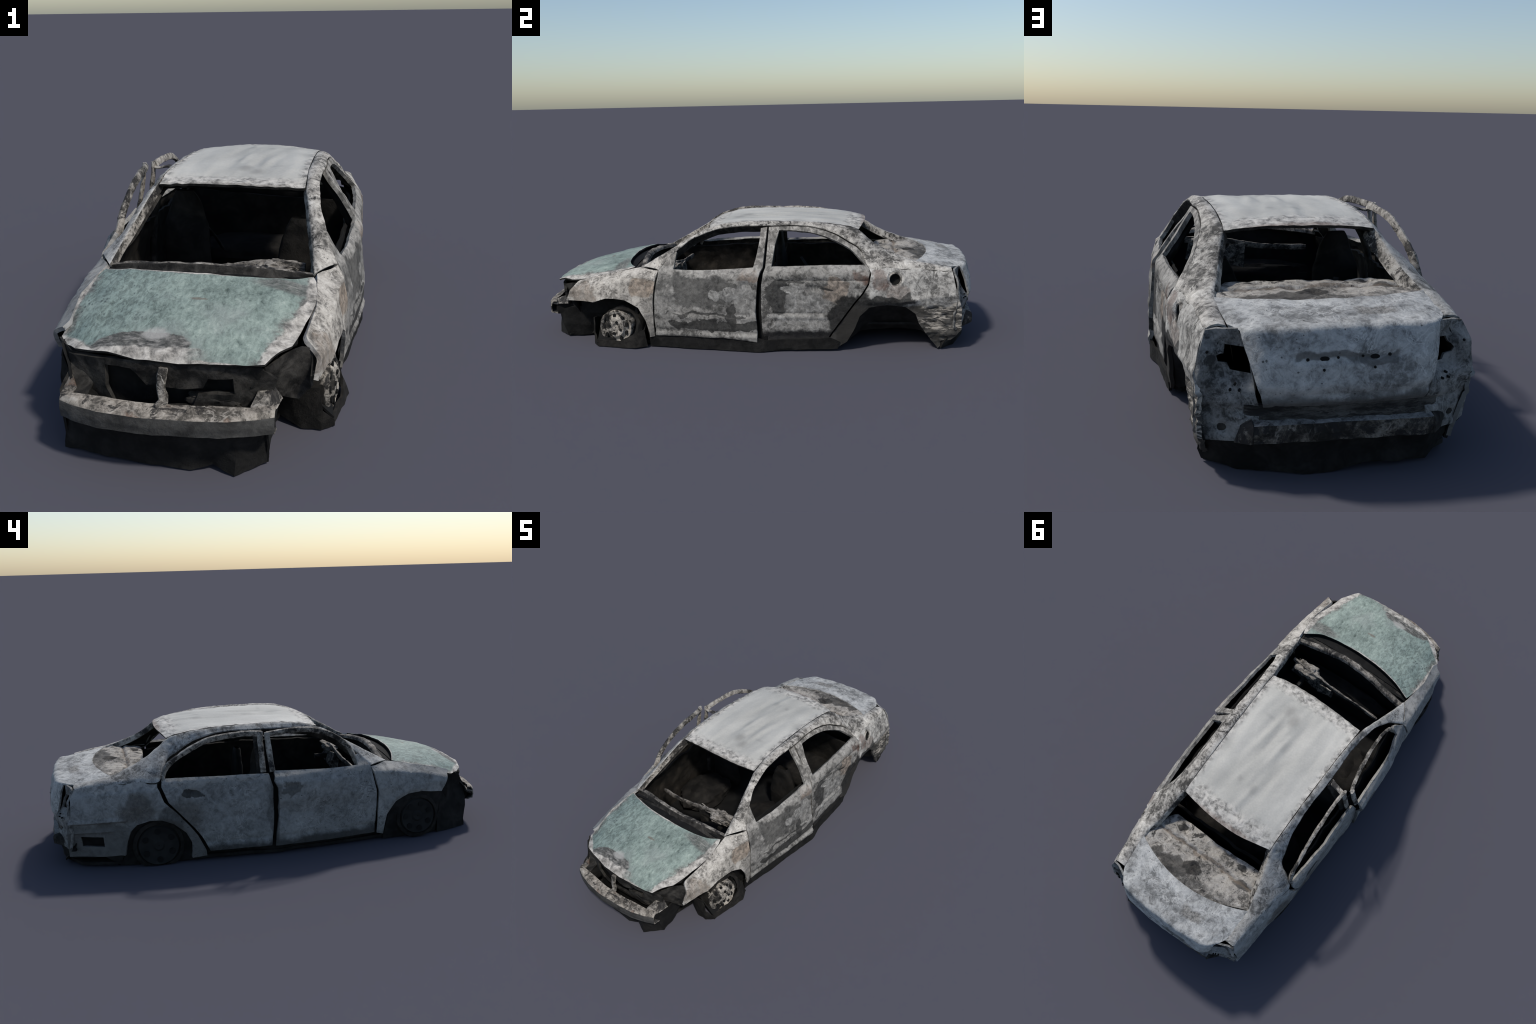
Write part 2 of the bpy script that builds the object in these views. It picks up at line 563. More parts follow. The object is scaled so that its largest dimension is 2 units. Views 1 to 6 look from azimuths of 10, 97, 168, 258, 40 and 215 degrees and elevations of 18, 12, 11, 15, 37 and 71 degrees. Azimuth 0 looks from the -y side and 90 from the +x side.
M_ROOF = roof_mat()
M_HOOD = hood_mat()
M_TRUNK = trunk_mat()
M_RAIL = burnt("mottled_pale_rail", .08, .275, .62, .035, .65, .84, 70, 31., bumps=.8)  # top tone raised so the colour itself holds sunlit ridge highlights
M_FENDER_L = burnt("tan_scorched_fender", .13, .31, .58, .045, .74, .76, 70, 41.,
                   extra=chain(patch(0, -.47, .275, None, .065, .045, (.32, .255, .195), .75, .6, 13, 2., .5),
                               patch(0, -.74, .235, None, .07, .05, (.17, .13, .095), .55, .9, 14, 4., .7),
                               patch(0, -.44, .13, None, .03, .10, g(.16, .04), .5, .8, 14, 6., .7)))
SOOTY_POSTS = lambda m, col: m.mix(m.mul(m.step(m.wob(m.z, .008, 22, 3.), .374, .384), .75), col, m.ramp(m.noise(40, 6, .7, .5, (1, 1, .5), 7.), [(.38, g(.025, .04)), (.5, g(.16, .04)), (.62, g(.44, .03))]))
PALE_SHOULDER = lambda z0, c=.46, seed=1.: (lambda m, col: m.mix(m.mul(m.step(m.wob(m.z, .022, 16, seed), z0 - .006, z0 + .010), .6), col, m.ramp(m.noise(34, 6, .7, .5, None, seed + 2), [(.4, g(.13, .02)), (.5, g(.34, .02)), (.6, g(c, .02))])))
M_DOOR_L = burnt("peeled_grey_door", .075, .18, .34, .015, .70, .84, 70, 51.,
                 extra=chain(patch(0, -.22, .265, None, .20, .065, g(.065), .75, .9, 9, 3., .4),
                             patch(0, -.06, .255, None, .045, .028, g(.30), .85, .7, 15, 7., .2),
                             patch(0, -.13, .245, None, .028, .024, g(.30), .8, .7, 15, 17., .2),
                             patch(0, .0, .22, None, .05, .09, g(.26), .6, .7, 10, 27., .4),
                             patch(0, -.35, .20, None, .05, .12, g(.30, .01), .6, .8, 10, 37., .5),
                             patch(0, -.10, .115, None, .19, .026, g(.035), .9, .9, 11, 6., .15),
                             patch(0, -.31, .125, None, .05, .02, g(.03), .85, .9, 14, 16., .15),
                             patch(0, -.06, .155, None, .020, .05, g(.03), .8, .9, 20, 26., .2),
                             patch(0, -.16, .165, None, .18, .006, g(.04), .8, .8, 14, 36., .3),
                             patch(0, .02, .335, None, .05, .03, (.24, .185, .145), .6, .8, 15, 8.),
                             PALE_SHOULDER(.335),
                             SOOTY_POSTS, low_soot(.058, .012, SOOT, .9, 5., .008)))
M_RDOOR_L = burnt("peeled_grey_rear_door", .075, .18, .35, .015, .72, .86, 70, 57.,
                  extra=chain(patch(0, .145, .245, None, .055, .075, g(.045), .9, .7, 10, 3., .25),
                              patch(0, .21, .275, None, .05, .022, g(.30), .9, .6, 15, 5., .15),
                              patch(0, .26, .215, None, .08, .05, g(.25), .85, .6, 12, 15., .4),
                              patch(0, .39, .265, None, .055, .065, (.25, .205, .165), .85, .6, 12, 6., .25),
                              patch(0, .345, .285, None, .03, .008, g(.03), .9, 1., 18, 16., .2),
                              patch(0, .21, .315, None, .06, .006, g(.04), .8, 1., 18, 26., .3),
                              patch(0, .23, .150, None, .14, .014, g(.30), .6, .9, 14, 36., .4),
                              patch(0, .50, .330, None, .035, .030, (.11, .062, .045), .7, .8, 14, 8., .6),
                              patch(0, .45, .13, None, .10, .115, g(.02), .95, .6, 9, 9., .4),
                              PALE_SHOULDER(.342, .42, 4.),
                              SOOTY_POSTS, low_soot(.095, .035, SOOT, .93, 7., .012)))
M_QUARTER_L = burnt("pale_quarter_panel", .11, .285, .56, .015, .76, .86, 70, 63.,
                    extra=chain(patch(0, .585, .315, None, .035, .045, (.13, .075, .055), .6, .9, 14, 3., .7),
                                patch(0, .655, .262, None, .05, .025, (.22, .175, .145), .6, .8, 15, 5., .6),
                                patch(0, .61, .225, None, .11, .030, g(.03), .92, .8, 12, 7., .4),
                                patch(0, .48, .12, None, .10, .15, g(.022), .95, .6, 10, 9., .4),
                                patch(0, .70, .245, None, .02, .02, g(.05), .8, .9, 20, 19., .3),
                                low_soot(.200, .025, g(.030, .05), .93, 9., .012),
                                lambda m, c: m.mix(m.mul(m.step(m.z, .225, .205), m.step(m.noise(26, 6, .7, .6, (1, .5, 2.4), 4.), .50, .60), m.step(m.wob(m.y, .03, 12), .72, .78), m.step(m.z, .07, .10)), c, g(.34, .07))))
M_CRUMPLE = M_QUARTER_L
M_RIGHT = burnt("blue_grey_door", .15, .225, .33, -.045, .74, .88, 70, 71.,  # base cooled and darkened: this side's sky-lit shade is in the colour
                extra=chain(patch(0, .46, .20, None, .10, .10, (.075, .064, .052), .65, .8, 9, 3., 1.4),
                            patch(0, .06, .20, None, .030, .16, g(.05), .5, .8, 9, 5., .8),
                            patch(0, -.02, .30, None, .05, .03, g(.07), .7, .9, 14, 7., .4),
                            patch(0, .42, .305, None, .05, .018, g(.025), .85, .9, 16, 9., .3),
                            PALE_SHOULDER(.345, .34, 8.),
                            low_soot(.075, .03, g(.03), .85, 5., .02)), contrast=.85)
M_RQUARTER = burnt("blue_grey_quarter", .15, .235, .35, -.045, .78, .88, 70, 75.,  # same blue shade tint baked into the quarter's base grey
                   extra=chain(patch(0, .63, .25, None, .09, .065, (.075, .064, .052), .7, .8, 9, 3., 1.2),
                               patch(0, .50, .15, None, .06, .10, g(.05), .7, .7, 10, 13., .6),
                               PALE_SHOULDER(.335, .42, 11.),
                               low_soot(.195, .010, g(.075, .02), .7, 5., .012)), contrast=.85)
M_RFENDER = burnt("blue_grey_fender", .14, .225, .34, -.03, .80, .88, 70, 79., extra=PALE_SHOULDER(.315, .44, 5.), contrast=.9)  # grey lowered and cooled to carry the right-hand shadow side
M_TAIL = burnt("dented_tail_panel", .05, .14, .29, -.02, .68, .86, 60, 83., contrast=1.2)
M_LOWTAIL = burnt("sooty_valance", .012, .028, .09, .02, .56, .86, 60, 87., streak=(.4, 1, 2.2))
M_BUMPER = burnt("heat_stained_bumper", .07, .185, .42, .085, .61, .60, 60, 91., contrast=1.2)
M_BFRONT = dark("dull_bumper_face", .030, .085, .0, 9., 13)
M_SHELF = burnt("ash_crusted_shelf", .10, .27, .46, .05, .62, .68, 60, 95., bumps=.9, contrast=1.1,
                extra=chain(lambda m, c: m.mix(m.mul(m.step(m.wob(m.y, .02, 14, 2.), .74, .775), .75), c, m.ramp(m.noise(48, 6, .72, .5, None, 5.), [(.42, g(.02, .04)), (.52, g(.10, .04)), (.64, g(.34, .03))])),  # dark rear and pale front bands: ridge shading drawn in colour
                            patch(.02, .72, 0, .05, .03, None, g(.035, .06), .9, .7, 16, 4., .4), patch(.10, .75, 0, .09, .03, None, g(.05, .06), .8, .8, 16, 14., .4),
                            patch(-.155, .60, 0, .025, .016, None, g(.03), .9, .6, 20, 5., .4), patch(.16, .60, 0, .025, .016, None, g(.03), .9, .6, 20, 6., .4),
                            patch(-.20, .66, 0, .045, .02, None, g(.06, .05), .8, .8, 16, 7., .5),
                            lambda m, c: m.mix(m.mul(m.step(m.math("ABSOLUTE", m.math("SUBTRACT", m.y, .655)), .010, .004), .6), c, (.16, .12, .085))))
M_HUB = burnt("burnt_wheel_steel", .03, .24, .50, .07, .60, .62, 50, 99., bumps=.8, contrast=1.4)
M_TYRE = dark("burnt_rubber", .006, .026, .08, 12., 24)
M_WHEELR = dark("sooted_wheel_cover", .011, .024, -.03, 13., 9)
M_FRAME = burnt("flaking_door_frame", .035, .14, .42, .06, .60, .78, 60, 103., contrast=1.3)
M_REDBEAM = burnt("rusty_rear_beam", .015, .05, .20, .10, .58, .60, 60, 107.)
M_SEAT = dark("charred_seat_frame", .005, .020, .10, 15., 14)
M_COWL = burnt("scorched_cowl", .03, .125, .34, .075, .60, .66, 60, 109., contrast=1.3)

# ------------------------------------------------------------------ top-level object
ROOT = bpy.data.objects.new("burnt_car", None)
bpy.context.scene.collection.objects.link(ROOT)
ROOT["label"] = "burnt-out four-door sedan wreck with ashen panels and green hood"
ROOT["category"] = "wrecked car"

# ------------------------------------------------------------------ body surfaces
YS = [-.95, -.835, -.77, -.65, -.49, -.42, -.15, .05, .15, .30, .54, .75, .93]
ZT = [.270, .275, .295, .325, .354, .352, .360, .365, .368, .370, .365, .358, .340]     # upper edge of the side
# half-width at z = 0, .08, .16, .25, shoulder (ZT-.035) and upper edge
HW = np.array([[.27, .28, .29, .29, .28, .26], [.325, .335, .342, .342, .338, .325], [.335, .348, .353, .355, .348, .304],
               [.35, .365, .37, .373, .358, .319], [.358, .372, .38, .382, .366, .302], [.365, .376, .385, .386, .370, .350],
               [.398, .408, .412, .410, .397, .373], [.420, .42, .42, .414, .402, .379], [.398, .400, .402, .402, .398, .380], [.388, .393, .397, .399, .395, .382],
               [.368, .378, .388, .394, .388, .367], [.350, .358, .364, .366, .357, .337], [.335, .352, .354, .350, .335, .316]])

def ztop(y):
    return interp(y, YS, ZT)

def side_x(y, z):
    """Half-width of the body at (y, z): sill to belt, then the inward-leaning greenhouse."""
    y, z = np.asarray(y, float), np.asarray(z, float)
    K = [interp(y, YS, HW[:, j]) for j in range(6)]
    zt = ztop(y)
    Z = [0 * zt, .08 + 0 * zt, .16 + 0 * zt, .25 + 0 * zt, np.maximum(zt - .035, .262), np.maximum(zt, .275)]
    x = K[0].copy()
    for j in range(5):
        t = np.clip((z - Z[j]) / (Z[j + 1] - Z[j]), 0, 1)
        x = np.where(z >= Z[j], K[j] + (K[j + 1] - K[j]) * t, x)
    slope = .60 + .45 * np.clip(y - .1, 0, .5)
    return np.where(z > Z[5], K[5] - (z - Z[5]) * slope, x)

def left(y, z):
    return np.stack([side_x(y, z), y, z], 1)

def left_front_door(y, z):
    """Rear upper corner of the door is sprung outwards."""
    o = .014 * sstep(-.12, .06, y) * sstep(.26, .37, z) * (1 - 1.25 * sstep(.38, .52, z))
    return np.stack([side_x(y, z) + o, y, z], 1)

def left_rear_door(y, z):
    return np.stack([side_x(np.maximum(y, .13), z), y, z], 1)

def right_front_door(y, z):
    o = (.026 * sstep(-.40, -.20, y) + .003 * sstep(-.1, .05, y)) * sstep(.18, .33, z) - .008 * sstep(-.35, -.15, y) * sstep(.26, .16, z)
    return np.stack([-(side_x(y, z) + o), y, z], 1)

def right_rear_door(y, z):
    o = .002 - .004 * sstep(.30, .12, y)
    return np.stack([-(side_x(np.maximum(y, .13), z) + o), y, z], 1)

def right_x(y, z):
    """Right flank; the lower rear corner is pushed in."""
    return -(side_x(y, z) - .034 * sstep(.74, .93, y) * sstep(.20, .07, z))

def right(y, z):
    return np.stack([right_x(y, z), y, z], 1)

L, R = (1, 0, 0), (-1, 0, 0)

# ------------------------------------------------------------------ left doors
front_door_outline = [(-.392, .350), (-.362, .386), (-.333, .424), (-.316, .428), (-.325, .356), (-.217, .355), (-.064, .364), (.036, .374),
                      (.049, .427), (.057, .476), (.058, .505), (.060, .528), (.088, .533), (.082, .456), (.077, .375), (.066, .357), (.055, .314), (.049, .25),
                      (.045, .182), (.052, .113), (.051, .046), (-.09, .060), (-.25, .060), (-.412, .058), (-.414, .142), (-.412, .214), (-.403, .291), (-.393, .334)]

def handle_dent(P, y0, z0):
    return -.010 * np.exp(-(((P[:, 1] - y0) / .03) ** 2 + ((P[:, 2] - z0) / .013) ** 2))

def door_form_L(P):
    y, z = P[:, 1], P[:, 2]
    d = .004 * np.exp(-((z - .150) / .010) ** 2) * sstep(-.36, -.3, y) * sstep(.06, .0, y) * (z < .3)       # rubbing-strip ridge
    d -= .0035 * np.exp(-((z - .167) / .006) ** 2) * sstep(-.36, -.3, y) * sstep(.05, .0, y)
    d += .006 * np.exp(-((z - .069) / .010) ** 2)                                                            # rolled lower edge
    d += .004 * np.exp(-((z - .345) / .012) ** 2) * (z < .36)
    d += handle_dent(P, .0, .30) * .7
    d -= .004 * sstep(.10, .085, z) * sstep(.06, .08, z)
    return d

sheet("door", front_door_outline, [], left_front_door, L, [M_DOOR_L, M_SOOT], .0075, .014, crumple(.0035, 11, .0016, 38, 1., door_form_L))

rear_top = [(tuple(p)) for p in spline([(.096, .533), (.198, .535), (.288, .528), (.377, .503), (.452, .463), (.489, .441), (.517, .411), (.533, .378), (.536, .347)], 4)]
rear_door_outline = [(.088, .372)] + rear_top + [(.527, .302), (.503, .262), (.468, .218), (.416, .145), (.376, .088), (.345, .030), (.078, .030), (.072, .1), (.069, .2), (.071, .30), (.079, .345)]
rear_window = [(.114, .375), (.126, .464), (.142, .520)] + [tuple(p) for p in spline([(.198, .519), (.266, .512), (.329, .498), (.391, .474), (.452, .443), (.500, .399), (.516, .381)], 4)] + [(.33, .382)]

def rear_door_form_L(P):
    y, z = P[:, 1], P[:, 2]
    d = .004 * np.exp(-((z - .155) / .008) ** 2) * sstep(.38, .33, y) * sstep(.09, .13, y)
    d -= .004 * np.exp(-((z - .172) / .006) ** 2) * sstep(.38, .33, y) * sstep(.09, .13, y)
    d += .005 * np.exp(-((z - .35) / .014) ** 2) * (z < .375)
    d -= .005 * np.exp(-((z - .318) / .006) ** 2) * sstep(.1, .16, y)
    d += handle_dent(P, .30, .285)
    d += handle_dent(P, .17, .285) * .6
    d -= .004 * sstep(.40, .50, y) * sstep(.31, .24, z)                     # dog-leg falling away to the arch
    d -= .010 * sstep(.10, .06, z)
    return d

sheet("door", rear_door_outline, [rear_window], left_rear_door, L, [M_RDOOR_L, M_SOOT], .0075, .014, crumple(.003, 11, .0016, 38, 2., rear_door_form_L))

# ------------------------------------------------------------------ left fender and quarter
yy = np.linspace(-.775, -.490, 12)
fender_L = [(-.395, .350)] + [(-.40, .336), (-.410, .291), (-.419, .214), (-.421, .142), (-.419, .052), (-.440, .050), (-.441, .067), (-.455, .126), (-.486, .186), (-.548, .220), (-.601, .226),
            (-.639, .225), (-.701, .205), (-.761, .208), (-.834, .207), (-.812, .254), (-.785, .288)] + [(y, ztop(y) - .001) for y in yy] + [(-.47, .3535)]

def fender_form(P):
    y, z = P[:, 1], P[:, 2]
    arch = np.hypot((y + .60) / .155, (z - .075) / .150)
    return .006 * np.exp(-((arch - 1.03) / .10) ** 2) + .003 * np.exp(-((z - ztop(y) + .03) / .012) ** 2)

sheet("fender", fender_L, [], left, L, [M_FENDER_L, M_SOOT], .0075, .012, crumple(.0035, 10, .0016, 36, 3., fender_form))

arch_L = [(.440, .040), (.475, .105), (.495, .160), (.535, .198), (.61, .206), (.69, .197), (.735, .165), (.750, .120)]
quarter_L = [(.535, .3665), (.543, .345), (.534, .300), (.510, .258), (.475, .214), (.423, .141), (.383, .084), (.352, .028), (.365, .012), (.40, .014)] + arch_L + [(.77, .09), (.80, .045), (.834, .003), (.87, .028), (.911, .061), (.930, .092), (.930, .19), (.918, .228), (.902, .281), (.893, .326), (.886, .3465),
            (.82, .3558), (.75, .362), (.68, .3645), (.61, .367)]

def quarter_form_L(P):
    y, z = P[:, 1], P[:, 2]
    d = -.006 * np.exp(-((np.hypot(y - .645, (z - .320) * 1.05)) / .034) ** 6)                  # filler recess
    r = np.hypot(y - .645, z - .322)
    d += .004 * np.exp(-((r - .036) / .006) ** 2)
    c = sstep(.225, .19, z) * sstep(.66, .80, y)                                                       # torn, wrinkled corner
    d += c * (-.008 + .010 * nz(P, (10, 22, 60), 4.) + .006 * nz(P, (20, 40, 90), 9.))
    d -= .012 * sstep(.23, .20, z) * sstep(.50, .58, y) * sstep(.80, .70, y)
    d += .005 * np.exp(-((z - .225 - .02 * np.sin(y * 9)) / .010) ** 2) * sstep(.6, .68, y)
    d -= .006 * sstep(.30, .12, z) * sstep(.56, .44, y)
    d += .006 * nz(P, (30, 40, 40), 12.) * sstep(.33, .35, z) * sstep(.74, .80, y)
    d -= .012 * sstep(.09, .03, z) * sstep(.74, .8, y)
    return d

filler_hole = [(.645 + .024 * math.cos(a), .320 + .024 * math.sin(a)) for a in np.linspace(0, 2 * math.pi, 25)[:-1]]
sheet("quarter_panel", quarter_L, [filler_hole], left, L, [M_QUARTER_L, M_SOOT], .0075, .012, crumple(.003, 11, .0014, 40, 4., quarter_form_L))

def filler():
    p = np.array([float(side_x(.645, .320)) - .004, .645, .320])
    ring = lathe("fuel_filler", [(.031, -.008), (.029, -.002), (.026, .000), (.023, -.003), (.021, -.010), (.019, -.022), (.001, -.024)], p, (1, .12, .12), [M_FRAME, M_BLACK], 32,
                 crumple(.0015, 30, .001, 60, 44.), idx_fn=lambda k: 1 if k >= 3 else 0)
filler()

# ------------------------------------------------------------------ right side panels
rfd = [(-.392, .348), (-.36, .385), (-.338, .405), (-.329, .400), (-.330, .361), (-.20, .365), (-.05, .372), (.055, .378), (.060, .340), (.046, .307), (.042, .250), (.038, .198), (.046, .139), (.056, .070), (.058, .045), (-.18, .040), (-.408, .045),
       (-.410, .14), (-.413, .235), (-.398, .313)]

def rdoor_form(P):
    y, z = P[:, 1], P[:, 2]
    return .005 * np.exp(-((z - .352) / .012) ** 2) + handle_dent(P, -.01, .312) * .6 - .004 * np.exp(-((z - .085) / .01) ** 2) \
        - .010 * np.exp(-(((y - .02) / .02) ** 2 + ((z - .21) / .02) ** 2))

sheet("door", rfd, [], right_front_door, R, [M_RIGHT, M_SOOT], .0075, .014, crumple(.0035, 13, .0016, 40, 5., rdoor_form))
rrd = [(.078, .362), (.20, .368), (.35, .372), (.47, .374), (.528, .374), (.533, .344), (.508, .278), (.455, .216), (.405, .158), (.375, .115), (.345, .055), (.34, .045), (.072, .045), (.064, .139), (.062, .2), (.064, .25), (.062, .307)]

def rrdoor_form(P):
    y, z = P[:, 1], P[:, 2]
    return .005 * np.exp(-((z - .355) / .012) ** 2) + handle_dent(P, .40, .315) - .004 * np.exp(-((z - .085) / .01) ** 2)

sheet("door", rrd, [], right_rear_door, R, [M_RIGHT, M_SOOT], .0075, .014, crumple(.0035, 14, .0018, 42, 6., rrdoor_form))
fender_R = [(-.395, .348), (-.407, .312), (-.424, .235), (-.420, .14), (-.420, .040), (-.449, .034), (-.463, .124), (-.505, .182), (-.565, .212), (-.633, .217), (-.738, .202), (-.755, .232), (-.775, .276), (-.79, .285)] + \
           [(y, ztop(y) - .001) for y in yy] + [(-.47, .3535)]
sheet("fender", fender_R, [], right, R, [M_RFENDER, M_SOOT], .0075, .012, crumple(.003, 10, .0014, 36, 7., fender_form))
arch_R = [(.417, .020), (.418, .093), (.440, .138), (.489, .180), (.539, .203), (.588, .206), (.644, .190), (.672, .160), (.690, .10), (.70, .05)]
quarter_R = [(.536, .3665), (.548, .378 - .012), (.550, .344), (.525, .278), (.470, .222), (.422, .164), (.39, .118), (.357, .044), (.355, .020)] + arch_R + \
            [(.78, .047), (.928, .047), (.930, .10), (.928, .176), (.918, .222), (.908, .24), (.902, .331), (.886, .3465), (.82, .3558), (.75, .362), (.68, .3645), (.61, .367)]
lamp_slot = [(.782, .092), (.872, .096), (.876, .142), (.784, .137)]

def quarter_form_R(P):
    y, z = P[:, 1], P[:, 2]
    d = .006 * np.exp(-((np.hypot((y - .555) / .135, (z - .075) / .132) - 1.05) / .09) ** 2)
    d += .006 * np.exp(-((z - .212) / .008) ** 2) * sstep(.66, .70, y)
    d -= .012 * sstep(.208, .200, z) * sstep(.67, .72, y)
    d += .006 * np.exp(-((z - .165) / .008) ** 2) * sstep(.70, .76, y)
    d -= .008 * sstep(.40, .36, y)
    return d

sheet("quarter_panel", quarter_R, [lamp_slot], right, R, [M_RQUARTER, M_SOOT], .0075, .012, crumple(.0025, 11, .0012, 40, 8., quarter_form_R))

# ------------------------------------------------------------------ pillars and roof rails (A pillar -> rail -> C pillar -> deck edge)
inner_edge = [(.297, -.490, .353), (.283, -.402, .400), (.265, -.312, .450), (.249, -.230, .497), (.2385, -.172, .5225), (.2355, -.109, .541), (.2315, -.026, .549), (.2295, .085, .5505), (.2275, .194, .550), (.2265, .285, .546),
              (.2265, .375, .538), (.2265, .440, .527), (.2275, .488, .5105), (.244, .542, .470), (.258, .604, .433), (.269, .663, .408), (.2815, .730, .3845), (.2795, .82, .3685), (.274, .886, .3535)]
outer_edge = [(-.394, .352), (-.335, .415), (-.262, .472), (-.203, .500), (-.155, .516), (-.110, .526), (-.03, .535), (.091, .537), (.198, .5385), (.288, .531),
              (.379, .507), (.440, .475), (.492, .444), (.537, .3665), (.61, .363), (.68, .3605), (.75, .358), (.82, .3518), (.886, .3435)]
for sgn, hold in ((1, L), (-1, R)):
    secs = []
    for k, (I, (oy, oz)) in enumerate(zip(inner_edge, outer_edge)):
        ox = float(side_x(oy, oz))
        O = np.array([ox, oy, oz])
        if sgn < 0 and 0 < k < 13:                      # right doors have sprung off: bare, narrower rail
            O += np.array([-.017, 0, -.008])
        I = np.array(I)
        w = np.linalg.norm(O - I)
        upn = np.array([.55, 0, .83])
        bulge = (.010 if sgn > 0 else .006) if k < 13 else .012
        if k >= 13:
            upn = np.array([.75, 0, .66])
        A = O + (I - O) * .30 + upn * bulge * .8
        B = O + (I - O) * .70 + upn * bulge * .9
        if k < 13:
            Oi = O + np.array([-.026, .006 if k < 4 else 0, -.030])
        else:
            Oi = O + np.array([-.010, 0, -.016])
        Ii = I + (np.array([-.010, .012, -.020]) if k < 5 else np.array([-.004, 0, -.012]) if k < 12 else (np.array([-.014, -.012, -.020]) if sgn > 0 else np.array([-.028, -.022, -.022])) if k < 17 else np.array([-.002, 0, -.010]))
        s = np.array([Oi, O, A, B, I, Ii]) * np.array([sgn, 1, 1])
        secs.append(s)
    m_r = M_RAIL if sgn > 0 else burnt("rail_darkened_for_shade", .12, .27, .46, -.01, .70, .86, 70, 33.)
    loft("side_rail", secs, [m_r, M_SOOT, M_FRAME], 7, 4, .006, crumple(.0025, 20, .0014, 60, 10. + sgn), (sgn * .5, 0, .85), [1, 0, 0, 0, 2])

# ------------------------------------------------------------------ roof
def roof_z(x, y):
    edge = interp(y, [-.20, -.177, -.109, -.026, .085, .194, .285, .375, .451, .49, .53], [.512, .521, .541, .5495, .551, .5505, .5465, .5385, .5265, .5115, .498])
    mid = interp(y, [-.20, -.19, -.165, -.107, -.03, .1, .2, .3, .40, .47, .505, .53], [.525, .529, .535, .545, .551, .555, .556, .555, .550, .543, .536, .528])
    u = np.clip(np.abs(x) / .231, 0, 1)
    return edge + (mid - edge) * (1 - u ** 2.3)

front_e = spline([(-.2325, -.180), (-.119, -.188), (0, -.194), (.106, -.194), (.175, -.188), (.2345, -.178)], 6)
rear_e = spline([(.2245, .489), (.153, .504), (.073, .516), (-.01, .52), (-.097, .515), (-.2245, .487)], 6)
sideL = [(.2325, -.109), (.2285, -.026), (.2265, .085), (.2245, .194), (.2235, .285), (.2235, .375), (.2235, .44)]
sideR = [(-x, y) for x, y in reversed(sideL)]
roof_outline = [tuple(p) for p in front_e] + sideL + [tuple(p) for p in rear_e] + sideR

def roof_form(P):
    x, y = P[:, 0], P[:, 1]
    inn = sstep(.23, .17, np.abs(x)) * sstep(-.17, -.08, y) * sstep(.5, .42, y)
    d = .004 * inn * nz(P, (15, 2.2, 1), 5.) + .003 * inn * nz(P, (28, 7, 1), 9.)
    for cx, cy, rx, ry, a in ((-.03, .0, .03, .05, -.004), (.085, .09, .014, .12, .0045), (-.005, .12, .014, .14, .0045), (-.01, .36, .014, .07, .005), (.05, .1, .014, .13, -.004), (-.055, .25, .014, .12, -.003)):
        d += a * np.exp(-((x - cx - (y - cy) * .12) / rx) ** 2 - ((y - cy) / ry) ** 2)
    rim = 1 - sstep(-.175, -.135, y)
    d += rim * (.003 * nz(P, 34, 3.) + .0025)
    d += .002 * nz(P, 40, 8.) * (1 - inn)
    return d

sheet("roof", roof_outline, [], lambda x, y: np.stack([x, y, roof_z(x, y)], 1), (0, 0, 1), [M_ROOF, M_SOOT], .0085, .009, crumple(.001, 12, .0006, 50, 12., roof_form), rim=1)
sheet("headliner", [(-.22, -.165), (.22, -.165), (.215, .47), (-.215, .47)], [], lambda x, y: np.stack([x, y, roof_z(x, y) - .022], 1), (0, 0, -1), [M_BLACK, M_BLACK], .03, .004)

# ------------------------------------------------------------------ hood
def hood_z(x, y):
    mid = interp(y, [-.935, -.925, -.908, -.87, -.83, -.78, -.72, -.64, -.575, -.50], [.266, .278, .289, .306, .320, .333, .346, .360, .371, .377])
    drop = interp(y, [-.93, -.86, -.786, -.707, -.62, -.52, -.49], [.022, .036, .048, .038, .033, .026, .022])
    right_sag = .016 * sstep(-.12, -.30, x) * sstep(-.70, -.86, y)
    u = np.abs(x) / .305
    return mid - drop * u ** 2.2 - right_sag

hood_outline = [tuple(p) for p in spline([(-.297, -.517), (-.22, -.545), (-.115, -.568), (0, -.577), (.09, -.577), (.17, -.570), (.236, -.554), (.297, -.515)], 4)] + \
    [(.307, -.54), (.316, -.60), (.315, -.64), (.308, -.69), (.300, -.72), (.292, -.76), (.285, -.79), (.278, -.825), (.254, -.858), (.226, -.908), (.187, -.916), (.125, -.923), (.027, -.928), (-.079, -.924),
     (-.183, -.901), (-.244, -.880), (-.285, -.845), (-.313, -.805), (-.314, -.72), (-.318, -.64), (-.309, -.56)]

def hood_form(P):
    x, y = P[:, 0], P[:, 1]
    d = .004 * np.exp(-((np.abs(x) - .215 + (y + .575) * .10) / .03) ** 2)      # two long creases
    d += .003 * nz(P, 9, 2.)
    lip = 1 - sstep(-.92, -.885, y + .15 * x * x)
    d += lip * .0035 * nz(P, 30, 6.)
    d += .003 * nz(P, 30, 4.) * sstep(.25, .29, x)
    d -= .004 * np.exp(-((x + .04) / .04) ** 2 - ((y + .86) / .03) ** 2)
    return d

sheet("hood", hood_outline, [], lambda x, y: np.stack([x, y, hood_z(x, y)], 1), (0, 0, 1), [M_HOOD, M_SOOT], .0085, .007, crumple(.0012, 24, .0009, 60, 13., hood_form), rim=1)
sheet("hood_frame", [(-.27, -.53), (.27, -.53), (.285, -.78), (.21, -.88), (-.2, -.87), (-.285, -.79)], [], lambda x, y: np.stack([x, y, hood_z(x, y) - .022], 1), (0, 0, -1), [M_BLACK, M_BLACK], .03, .006)

